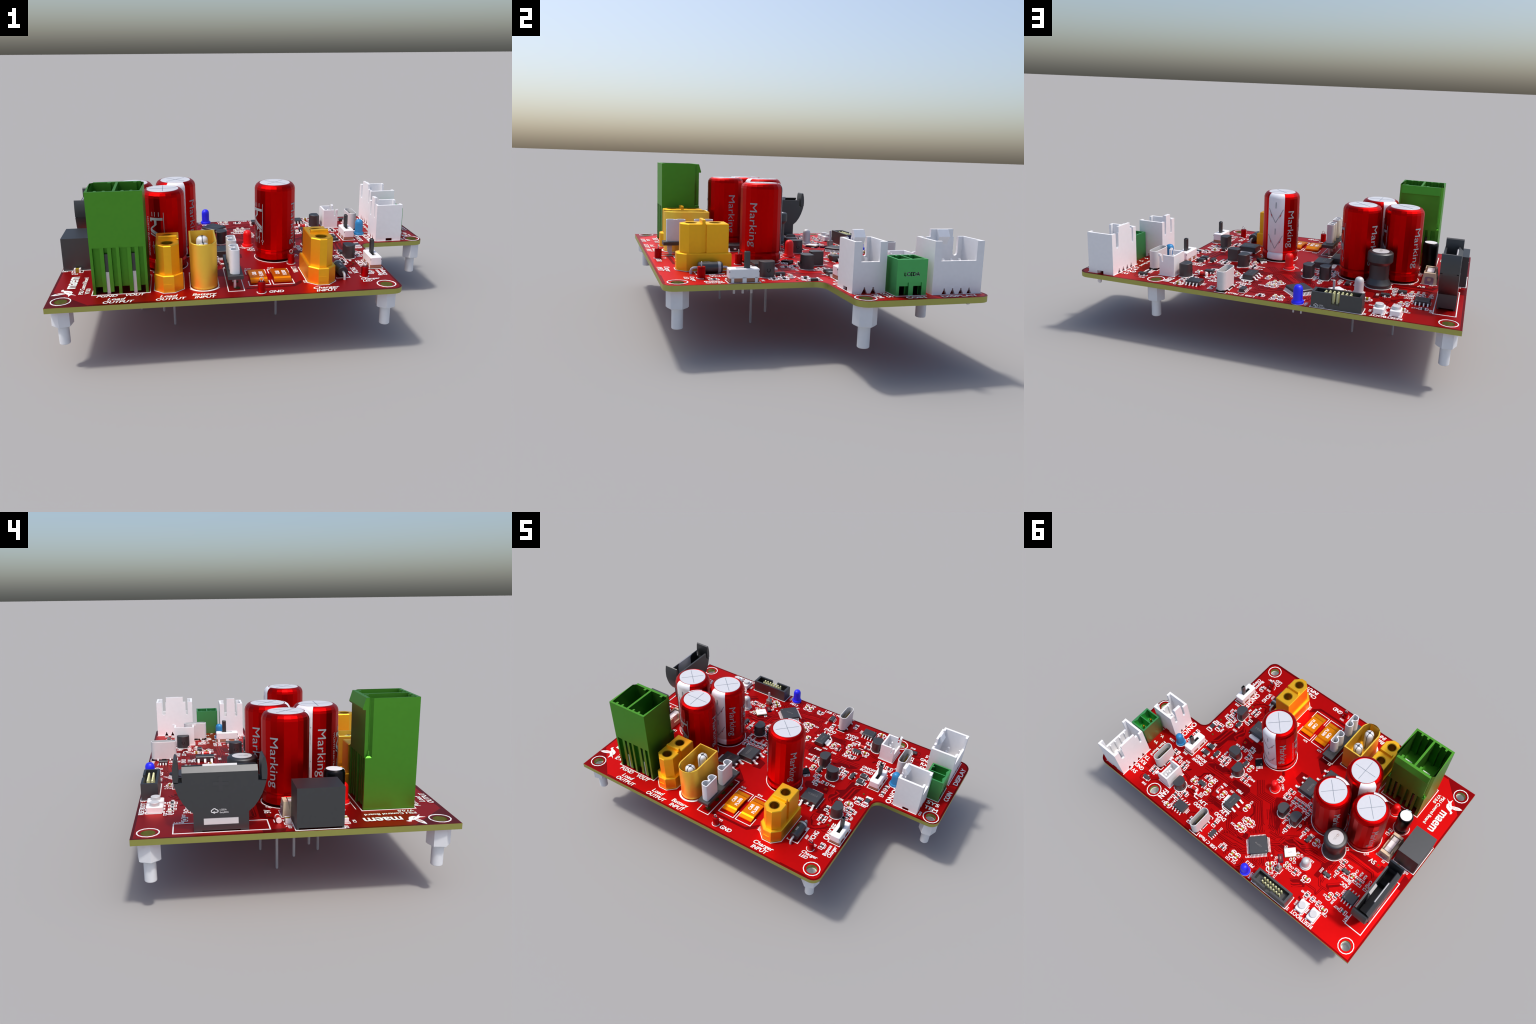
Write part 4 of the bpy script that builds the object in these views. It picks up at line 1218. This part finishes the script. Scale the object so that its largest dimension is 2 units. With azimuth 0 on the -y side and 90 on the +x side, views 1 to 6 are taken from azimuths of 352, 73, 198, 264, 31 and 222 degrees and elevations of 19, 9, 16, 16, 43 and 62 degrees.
# ------------------------------------------------------------------ white locking wire headers
def locking_header(n, half, top, cut, low, slots, latch, slot_z, latch_top, shoulder):
    """n pins along y; half: half length; cut: y-range of the opening in the front (+x) wall, low: its height;
    slots: two y-ranges beside the latch; latch: y-range of the tongue; all heights above the board"""
    D, wl = .075, .0125
    g = Geo()
    py = [(-(n - 1) / 2 + i) * .0392 for i in range(n)]
    def notches():
        pts = []
        for y in py:
            pts += [(y - .0125, 0), (y - .003, .020), (y - .003, .026), (y + .003, .026), (y + .003, .020), (y + .0125, 0)]
        return pts
    front = [(-half, 0)] + notches() + [(half, 0), (half, top), (cut[1], top), (cut[1], low), (cut[0], low), (cut[0], top), (-half, top)]
    g.extrude(front, D - wl, D, 0, axis='x')
    (a0, a1), (b0, b1) = slots
    def u_slot(p0, p1, left_h, right_h):
        c, r = (p0 + p1) / 2, (p1 - p0) / 2
        return [(p1, right_h)] + [(c + r * math.cos(math.radians(t)), slot_z + r + r * math.sin(math.radians(t))) for t in (0, -45, -90, -135, -180)] + [(p0, left_h)]
    back = [(-half, 0)] + notches() + [(half, 0), (half, top)] + u_slot(b0, b1, shoulder, top)
    back += [(latch[1], shoulder), (latch[1], latch_top), (latch[0], latch_top), (latch[0], shoulder)]
    back += u_slot(a0, a1, top, shoulder) + [(-half, top)]
    g.extrude(back, -D, -D + wl, 0, axis='x')
    for s in (-1, 1):
        a, b = sorted((s * half, s * (half - wl)))
        g.extrude([(-D + wl, 0), (-.014, 0), (-.014, .017), (.024, .017), (.024, 0), (D - wl, 0), (D - wl, top), (-D + wl, top)], a, b, 0, axis='y')
    g.box(-D + wl, D - wl, -half + wl, half - wl, .030, .046, 0)
    # hook on the inside of the tongue
    c, w = (latch[0] + latch[1]) / 2, min(.026, (latch[1] - latch[0]) / 2)
    g.extrude([(-D + wl - .001, latch_top), (-D + wl + .005, latch_top), (-D + wl + .024, latch_top - .030), (-D + wl + .004, latch_top - .062), (-D + wl - .001, latch_top - .062)], c - w, c + w, 0, axis='y')
    # guide ribs standing on the low front wall
    for y in py:
        g.box(D - wl - .011, D - wl + .001, y - .004, y + .004, .046, low - .001, 0)
    p = Geo()
    for y in py:
        p.box(-.018, -.006, y - .006, y + .006, .044, .135, 0, bevel=.004)
        p.box(-.016, -.008, y - .004, y + .004, ZB - ZT - .012, .044, 0)
    p.lathe([(0, -.058), (.007, -.058), (.011, -.053), (.011, .02), (0, .02)], 12, 1, .026, half - .022)
    return g, p

def put_header(loc, *args):
    g, p = locking_header(*args)
    o = place("wire_header", (g, ["white_plastic"], 25), loc)
    place("pin", (p, ["solder_white", "white_plastic"], 30), parent=o)
    return o

# four-pole display header and two-pole system header
cy = .515
put_header((.8625, cy, ZT), 4, .1155, .222, (.4315 - cy, .597 - cy), .140, ((.428 - cy, .4425 - cy), (.572 - cy, .596 - cy)), (.459 - cy, .567 - cy), .138, .254, .2215)
cy = .149
put_header((.796, cy, ZT), 2, .0735, .2125, (.1085 - cy, .1905 - cy), .130, ((.110 - cy, .125 - cy), (.178 - cy, .195 - cy)), (.127 - cy, .177 - cy), .130, .245, .2120)
silk([(.784, .394), (.784, .636)], .0036); silk([(.719, .072), (.719, .226)], .0036)
silk([(.727, .072), (.868, .072)], .0036); silk([(.942, .396), (.942, .634)], .0036)

# small two-pole fan header, open towards +x with two posts
g = Geo()
hx, hy, t = .0435, .0595, .0095
g.box(-hx, -hx + t, -hy, hy, .0, .114)
for s in (-1, 1):
    a, b = sorted((s * hy, s * (hy - t)))
    prof = [(-hx + t, 0), (hx, 0), (hx + .0005, .114), (hx - .012, .114), (hx - .012, .078), (hx - .022, .074), (hx - .022, .114), (-hx + t, .114)]
    g.extrude(prof, a, b, 0, axis='y')
    a, b = sorted((s * hy, s * (hy + .012)))
    g.box(hx - .012, hx, a, b, .108, .120)
g.box(hx - t, hx, -hy + t, hy - t, 0, .060)
g.box(-hx + t, hx - t, -hy + t, hy - t, .004, .022)
o = place("wire_header", (g, ["white_plastic"], 25), (.534, .4535, ZT))
p = Geo()
for y in (-.0158, .0158):
    p.box(-.005, .005, y - .005, y + .005, .020, .100, 0, bevel=.003)
    p.box(-.004, .004, y - .004, y + .004, -.04, .02, 0)
place("pin", (p, ["solder_white"], 30), parent=o)
silk([(.488, .391), (.582, .391), (.582, .517), (.488, .517)], .0036, True)

# small green two-pole header
g = Geo()
hx, hy, H = .056, .068, .150
def cbay(y0, y1):
    c = (y0 + y1) / 2
    x1, x0 = hx - .010, -hx + .010
    return [(x0, y0), (x1, y0), (x1 - .004, c - .014), (x1 - .009, c), (x1 - .004, c + .014), (x1, y1), (x0, y1), (x0, c + .010), (x0 + .010, c + .010), (x0 + .010, c + .003), (x0, c + .003)]
g.extrude(rrect(-hx, hx, -hy, hy, 0), .055, H, 0, holes=[cbay(-hy + .008, -.003), cbay(.003, hy - .008)], bottom=True)
g.box(-hx + .004, hx - .004, -hy + .004, hy - .004, .056, .070)
g.box(-hx, hx - .026, -hy, hy, .0, .0549)
for a, b in ((-hy, -.055), (-.013, .008), (.046, hy)):
    g.box(hx - .0262, hx, a, b, .0, .0549)
for a, b in ((-.055, -.013), (.008, .046)):
    g.box(hx - .0262, hx - .004, a, b, .040, .0549)
o = place("coin_header", (g, ["bright_green_plastic"], 25), (.881, .304, ZT))
p = Geo()
for y in (-.034, .028):
    p.box(-.006, .006, y - .006, y + .006, -.050, .118, 0, bevel=.004)
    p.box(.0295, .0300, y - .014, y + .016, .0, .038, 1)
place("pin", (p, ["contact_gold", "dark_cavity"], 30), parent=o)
tx = text_geo("LCEDA", .070, .016, .0012)
tx.v = [(hx + .0008, x, y + .090) for x, y, z in tx.v]
place("marking", (tx, ["sleeve_white"], 0), parent=o)
silk([(.940, .233), (.940, .375)], .0034); silk([(.822, .233), (.938, .233)], .0034)

# ------------------------------------------------------------------ upright USB-C sockets
g = Geo()
o_ = rrect(-.0255, .0255, -.0695, .0695, .0245, 6)
i_ = inset(o_, .0042)
g.extrude(o_, .010, .108, 0, holes=[list(reversed(i_))], bevel=.0012)
g.extrude(inset(o_, .001), .010, .022, 0)
USB = g.mesh("usb_socket", ["shell_steel"], 30)
t = Geo()
t.box(-.0035, .0045, -.043, .043, .02, .092, 0, bevel=.001)
for s in (-1, 1):
    for i in range(8):
        y = -.030 + i * .0086
        t.box(*(sorted((s * .0042 + .0005, s * .0054 + .0005))), y - .0016, y + .0016, .04, .090, 1)
for s in (-1, 1):
    t.box(-.021, .021, s * .060 - .008, s * .060 + .008, .0008, .0112, 2)
t.box(-.0272, -.010, -.012, .012, .0008, .0112, 2)
TONGUE = t.mesh("contact_tongue", ["dark_plastic", "contact_gold", "dark_cavity"], 0)
p = Geo()
for s in (-1, 1):
    p.tube([(-.024, s * .034, .010), (-.031, s * .034, .009), (-.036, s * .034, .003)], .0045, 8)
    p.tube([(.024, s * .034, .010), (.030, s * .034, .009), (.034, s * .034, .003)], .0045, 8)
PEG = p.mesh("shell_tab", ["shell_steel"], 50)
for x, y in [(.654, .386), (.170, .565)]:
    o = place("usb_socket", USB, (x, y, ZT))
    place("contact_tongue", TONGUE, parent=o); place("shell_tab", PEG, parent=o)
    silk([(x - .030, y - .062), (x - .030, y - .073), (x + .030, y - .073)], .0038)
    silk([(x - .030, y - .022), (x - .030, y + .022)], .0038)
    silk([(x - .030, y + .048), (x - .030, y + .074), (x + .030, y + .074)], .0038)

# ------------------------------------------------------------------ slide switches
g = Geo()
g.extrude(rrect(-.030, .030, -.0675, .0675, .008, 3), .0205, .0605, 0, holes=[[(-.0098, .031), (.0098, .031), (.0098, -.033), (-.0098, -.033)]], bevel=.003)
for s in (-1, 1):
    for y in (-.052, .0, .052):
        a, b = sorted((s * .030, s * .0285))
        g.box(a, b, y - (.006 if y else .009), y + (.006 if y else .009), .0015, .024)
SW = g.mesh("slide_switch", ["white_plastic"], 30)
g = Geo(); g.box(-.0280, .0280, -.0655, .0655, .004, .0203); BASE = g.mesh("switch_base", ["brown_phenolic"], 30)
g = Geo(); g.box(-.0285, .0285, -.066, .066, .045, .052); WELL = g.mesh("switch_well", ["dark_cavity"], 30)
g = Geo(); g.box(-.0095, .0095, -.012, .012, .045, .134, 0, bevel=.004, r=.003); LEVER = g.mesh("switch_lever", ["dark_plastic"], 30)
p = Geo()
for y in (-.039, 0, .039):
    p.box(-.0035, .0035, y - .0045, y + .0045, -.052, .006)
SWPIN = p.mesh("lead", ["lead_wire"], 30)
for x, y in [(.576, -.3045), (.576, .1885)]:
    o = place("slide_switch", SW, (x, y, ZT))
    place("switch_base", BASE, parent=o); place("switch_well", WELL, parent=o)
    place("switch_lever", LEVER, (0, .0165, 0), parent=o); place("lead", SWPIN, parent=o)
    silk([(x - .035, y - .071), (x + .035, y - .071), (x + .035, y + .071), (x - .035, y + .071)], .004, True)

# ------------------------------------------------------------------ boxed pin header
g = Geo()
hx, hy, H = .122, .0375, .079
def ring_box(x0, x1, y0, y1, t):
    return [(x0 + t, y0 + t), (x0 + t, y1 - t), (x1 - t, y1 - t), (x1 - t, y0 + t)]
g.box(-hx, hx, -hy, -hy + .011, .0, H, 0)
for s in (-1, 1):
    a, b = sorted((s * hx, s * (hx - .014)))
    g.box(a, b, -hy + .011, hy - .011, .0, H)
g.extrude([(-hx, 0), (hx, 0), (hx, H), (.024, H), (.024, .024), (-.0165, .024), (-.0165, H), (-hx, H)], hy - .011, hy, 0, axis='y')
g.box(-hx + .014, hx - .014, -hy + .011, hy - .011, .002, .024)
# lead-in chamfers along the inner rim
for s in (-1, 1):
    a = s * (hx - .014)
    g.extrude([(a - s * .0005, H - .0006), (a + s * .0, H - .0005), (a + s * .0, H - .013)], -hy + .011, hy - .011, 0, axis='y') if False else None
o = place("pin_header", (g, ["dark_plastic"], 25), (-.424, .6015, ZT))
p = Geo()
for j in (-.0105, .0105):
    for i in range(7):
        x = (i - 3) * .0203
        p.box(x - .0042, x + .0042, j - .0042, j + .0042, .020, .079, 0, bevel=.003)
place("pin", (p, ["pin_gold"], 30), parent=o)
logo = Geo()
def cloud(g2, cx, cz, s, w, z=0.0):
    pts = (arc(cx - .55 * s, cz, .38 * s, 300, 110, 8) + arc(cx - .05 * s, cz + .22 * s, .50 * s, 150, 25, 8) + arc(cx + .62 * s, cz, .34 * s, 80, -90, 7) + [(cx + .25 * s, cz - .34 * s)])
    g2.strip(pts, w, z, z + .0003)
    g2.strip(ngon(cx - .1 * s, cz - .38 * s, .20 * s, 10), w, z, z + .0003, 0, True)
cloud(logo, -.021, 0, .014, .0030)
q = text_geo("LCEDA", .026, .0065, 0); logo.add(q, Matrix.Translation((.012, .0050, .0002)))
q = text_geo("EasyEDA", .034, .0065, 0); logo.add(q, Matrix.Translation((.016, -.0055, .0002)))
LOGO = logo
def wall_logo(face, pos, scale, mat, parent):
    """cloud badge and two small words on an upright face: face is '+y', '-x' or '+x'"""
    g2 = Geo()
    for f, m in zip(LOGO.f, LOGO.m):
        g2.face(f, m)
    for x, y, z in LOGO.v:
        x, y = x * scale, y * scale
        if face == '+y':
            g2.v.append((pos[0] - x, pos[1] + z + .0004, pos[2] + y))
        elif face == '-x':
            g2.v.append((pos[0] - z - .0004, pos[1] - x, pos[2] + y))
        else:
            g2.v.append((pos[0] + z + .0004, pos[1] + x, pos[2] + y))
    place("marking", (g2, [mat], 0), parent=parent)
wall_logo('+y', (.080, hy, .012), .78, "silkscreen_ink", o)
silk([(-.550, .560), (-.298, .560), (-.298, .642), (-.550, .642)], .004, True)

# ------------------------------------------------------------------ push buttons
g = Geo()
g.extrude([(-.021, -.036), (.021, -.036), (.026, -.030), (.026, .030), (.021, .036), (-.021, .036), (-.026, .030), (-.026, -.030)], .003, .029, 0, bevel=.002)
for sx in (-1, 1):
    for y in (-.022, .022):
        g.box(sx * .0205 - .006, sx * .0205 + .006, y * 1.75 - .004, y * 1.75 + .004, .0008, .006)
BTN = g.mesh("push_button", ["white_plastic"], 30)
g = Geo(); g.lathe([(.0205, .028), (.0205, .0435), (.0195, .0445), (0, .0445)], 20); CAP = g.mesh("button_cap", ["led_white"], 35)
for x, y in [(-.618, .571), (-.697, .571)]:
    o = place("push_button", BTN, (x, y, ZT))
    place("button_cap", CAP, parent=o)
    silk([(x - .029, y - .030), (x - .029, y + .038)], .0034)

# ------------------------------------------------------------------ black module box
g = Geo()
g.box(-.0675, .0675, -.094, .094, .009, .170)
for s in (-1, 1):
    a, b = sorted((s * .094, s * .086)); g.box(-.0675, .0675, a, b, .0005, .009)
o = place("converter_module", (g, ["dark_plastic"], 25), (-.9225, -.081, ZT))
silk([(-.993, -.179), (-.993, .017), (-.852, .017), (-.852, -.179)], .004, True)

# ------------------------------------------------------------------ small black electrolytic capacitor
g = Geo()
R = .0445
g.lathe([(0, .002), (R - .004, .002), (R, .007), (R, .028), (R - .002, .032), (R, .036), (R, .168), (R - .0025, .177), (R - .007, .1815), (R - .010, .182), (.0345, .1815), (.0345, .179)], 32)
o = place("small_capacitor", (g, ["gloss_black"], 40), (-.774, -.181, ZT))
g = Geo(); g.lathe([(.0345, .178), (.0345, .1822), (0, .1825)], 28)
place("vent_top", (g, ["sleeve_white"], 35), parent=o)
pr2 = [(R, .036), (R, .168), (R - .0025, .177), (R - .007, .1815), (R - .0095, .182)]
g = Geo()
for a in (-66, -36):
    g.add(sector_shell(pr2, a - 11, a + 11, 4, .0008))
place("polarity_stripe", (g, ["pale_blue_ink"], 40), (0, 0, 0), -80 + 51, parent=o)
silk(ngon(-.774, -.181, .049, 24), .0036, True)

# ------------------------------------------------------------------ bobbin inductor
g = Geo()
g.lathe([(0, .001), (.0665, .001), (.068, .003), (.068, .020), (.066, .023), (.0525, .048), (.052, .050), (.052, .122), (.0525, .124), (.066, .139), (.068, .143),
         (.068, .180), (.0665, .1865), (.062, .191), (.058, .1925), (0, .1925)], 32)
o = place("bobbin_inductor", (g, ["dark_plastic"], 25), (-.547, .185, ZT))
g = Geo(); g.lathe([(.0445, .1920), (.0445, .1940), (0, .1940)], 32)
place("top_disc", (g, ["led_white"], 30), parent=o)
q = Geo(); q.add(LOGO, Matrix.Translation((-.002, 0, .1941)) @ Matrix.Scale(.7, 4))
place("marking", (q, ["marking_grey"], 0), (0, 0, 0), 90, parent=o)
silk(ngon(-.547, .185, .0715, 24), .004, True)

# ------------------------------------------------------------------ cream fuse block with a small fuse
g = Geo()
def frustum(g, x0, x1, y0, y1, z0, X0, X1, Y0, Y1, z1, m=0):
    s = len(g.v)
    g.v += [(x0, y0, z0), (x1, y0, z0), (x1, y1, z0), (x0, y1, z0), (X0, Y0, z1), (X1, Y0, z1), (X1, Y1, z1), (X0, Y1, z1)]
    for f in ((3, 2, 1, 0), (4, 5, 6, 7), (0, 1, 5, 4), (1, 2, 6, 5), (2, 3, 7, 6), (3, 0, 4, 7)):
        g.face([s + i for i in f], m)
frustum(g, -.040, .040, -.079, .079, .001, -.037, .037, -.077, .077, .028)
for s in (-1, 1):
    if s < 0:
        frustum(g, -.037, .037, -.077, -.050, .0279, -.031, .031, -.074, -.056, .064)
    else:
        frustum(g, -.037, .037, .050, .077, .0279, -.031, .031, .056, .074, .064)
for s in (-1, 1):
    for y0, y1 in ((-.0505, -.028), (.028, .0505)):
        a = sorted((s * .037, s * .030)); b = sorted((s * .031, s * .0265))
        frustum(g, a[0], a[1], y0, y1, .0279, b[0], b[1], y0, y1, .0636)
o = place("fuse_block", (g, ["cream_plastic"], 25), (-.7985, -.034, ZT))
g = Geo()
g.box(-.0195, .0195, -.0525, -.022, .026, .060, 0, bevel=.002)
g.box(-.0195, .0195, .022, .0525, .026, .060, 0, bevel=.002)
g.box(-.0185, .0185, -.0219, .0219, .027, .0585, 1)
place("fuse_body", (g, ["shell_steel", "white_plastic"], 30), parent=o)
g = Geo()
for s in (-1, 1):
    g.strip([(-.027, s * .0545), (.027, s * .0545)], .0030, .0644, .0650)
    g.strip([(-.027, s * .0545), (-.027, s * .0475)], .0030, .0643, .0649) if False else None
place("spring_clip", (g, ["dark_plastic"], 0), parent=o)
g = Geo()
sq = rrect(-.024, .024, -.026, .016, .010, 3); ho = rrect(-.009, .009, -.008, .009, .003, 2)
g.extrude(sq, 0, .0004, 0, holes=[list(reversed(ho))])
sl = (.079 - .077) / .027
g.v = [(-x, .0782 - .0736 * 0 + z, y + .028) for x, y, z in g.v]
g.v = [(x, .0800 - .0715 * (z_ - .001) * .04 + (y - .0782), z_) for x, y, z_ in g.v]
place("marking", (g, ["marking_violet"], 0), parent=o)
silk([(-.842, .040), (-.842, .050), (-.755, .050), (-.755, .040)], .0036)

# ------------------------------------------------------------------ upright coin-cell holder
# local frame: x = 0 is the middle of its depth, y = 0 its axis of symmetry
g = Geo()
D = .0445
half_profile = [(.107, .0), (.107, .078), (.128, .096), (.146, .121), (.160, .148), (.170, .176), (.1765, .199)]
wall = [(-y, z) for y, z in half_profile][::1]
right = [(y, z) for y, z in half_profile]
left = [(-y, z) for y, z in reversed(half_profile)]
win = [(-.067, .029), (-.067, .056), (.068, .056), (.068, .029)]
face_o = right + [(.1445, .199), (.1445, .239), (-.1445, .239), (-.1445, .199)] + left
foot = [(-.107, 0.0), (-.075, .0), (-.075, .006), (.075, .006), (.075, .0), (.107, 0.0)]
face_out = foot[:-1] + right + [(.1445, .200), (.1445, .239), (-.1445, .239), (-.1445, .200)] + left[:-1]
g.extrude(face_out, -D, -D + .010, 0, axis='x', holes=[win])
top_in = [(y, z if z < .23 else .246) for y, z in face_out]
g.extrude(top_in, D - .010, D, 0, axis='x')
# bevelled rim of the outer wall
g.extrude([(-D, .2388), (-D + .010, .2388), (-D + .024, .256), (-D + .020, .259)], -.1440, .1440, 0, axis='y')
# curved shell between the two walls (underside and sides)
shell_o = [(.107, .008)] + right[1:]
shell_i = [(.096, .018)] + [(y - .010, z + .006) for y, z in right[1:-1]] + [(.1655, .199)]
for s in (-1, 1):
    g.extrude([(s * y, z) for y, z in shell_o] + [(s * y, z) for y, z in reversed(shell_i)], -D + .0101, D - .0101, 0, axis='x')
g.box(-D + .0101, D - .0101, -.0955, .0955, .010, .020)
# springy side arms
for s in (-1, 1):
    arm_o = [(.1785, .203), (.1800, .226), (.1798, .246), (.1775, .268), (.1735, .286), (.1715, .2915), (.1675, .2935)]
    arm_i = [(.1620, .2880), (.1590, .268), (.1570, .240), (.1590, .203)]
    g.extrude([(s * y, z) for y, z in arm_o + arm_i], -D, D, 0, axis='x')
    g.extrude([(s * .150, .185), (s * .1765, .192), (s * .1785, .2035), (s * .159, .2035)], -D + .012, D - .012, 0, axis='x')
# raised plus sign
for q in ((-.046, .046, .1885, .1985), (-.0075, .0075, .147, .1883), (-.0075, .0075, .1987, .239 - .0)):
    pass
HOLD = place("coin_cell_holder", (g, ["dark_plastic"], 30), (-.9125, .3015, ZT))
p = Geo()
p.extrude([(-.0075, .165), (.0075, .165), (.0075, .1865), (.030, .1865), (.030, .2005), (.0075, .2005), (.0075, .222), (-.0075, .222), (-.0075, .2005), (-.030, .2005), (-.030, .1865), (-.0075, .1865)], -D - .0014, -D + .001, 0, axis='x')
place("plus_mark", (p, ["chip_black"], 0), parent=HOLD)
wall_logo('-x', (-D, .004, .084), 1.0, "silkscreen_ink", HOLD)
# contacts: wide spring at the outer wall, narrow one at the inner wall
p = Geo()
p.extrude([(-D + .0105, .03), (-D + .0145, .03), (-D + .0145, .235), (-D + .027, .262), (-D + .0235, .266), (-D + .0105, .238)], -.066, .065, 0, axis='y')
p.extrude([(D - .0105, .03), (D - .0150, .03), (D - .0150, .200), (D - .024, .215), (D - .0105, .236)], -.030, .034, 0, axis='y')
p.box(-D + .0008, -D + .011, -.0665, .0675, .0295, .0555)
place("battery_contact", (p, ["shell_steel"], 30), parent=HOLD)
silk([(-.964, .1125), (-.964, .4895), (-.858, .4895), (-.858, .1125)], .0048, True)

place("silkscreen_outline", (SILK, ["silkscreen_ink"], 0), parent=BOARD, kind="stuff")
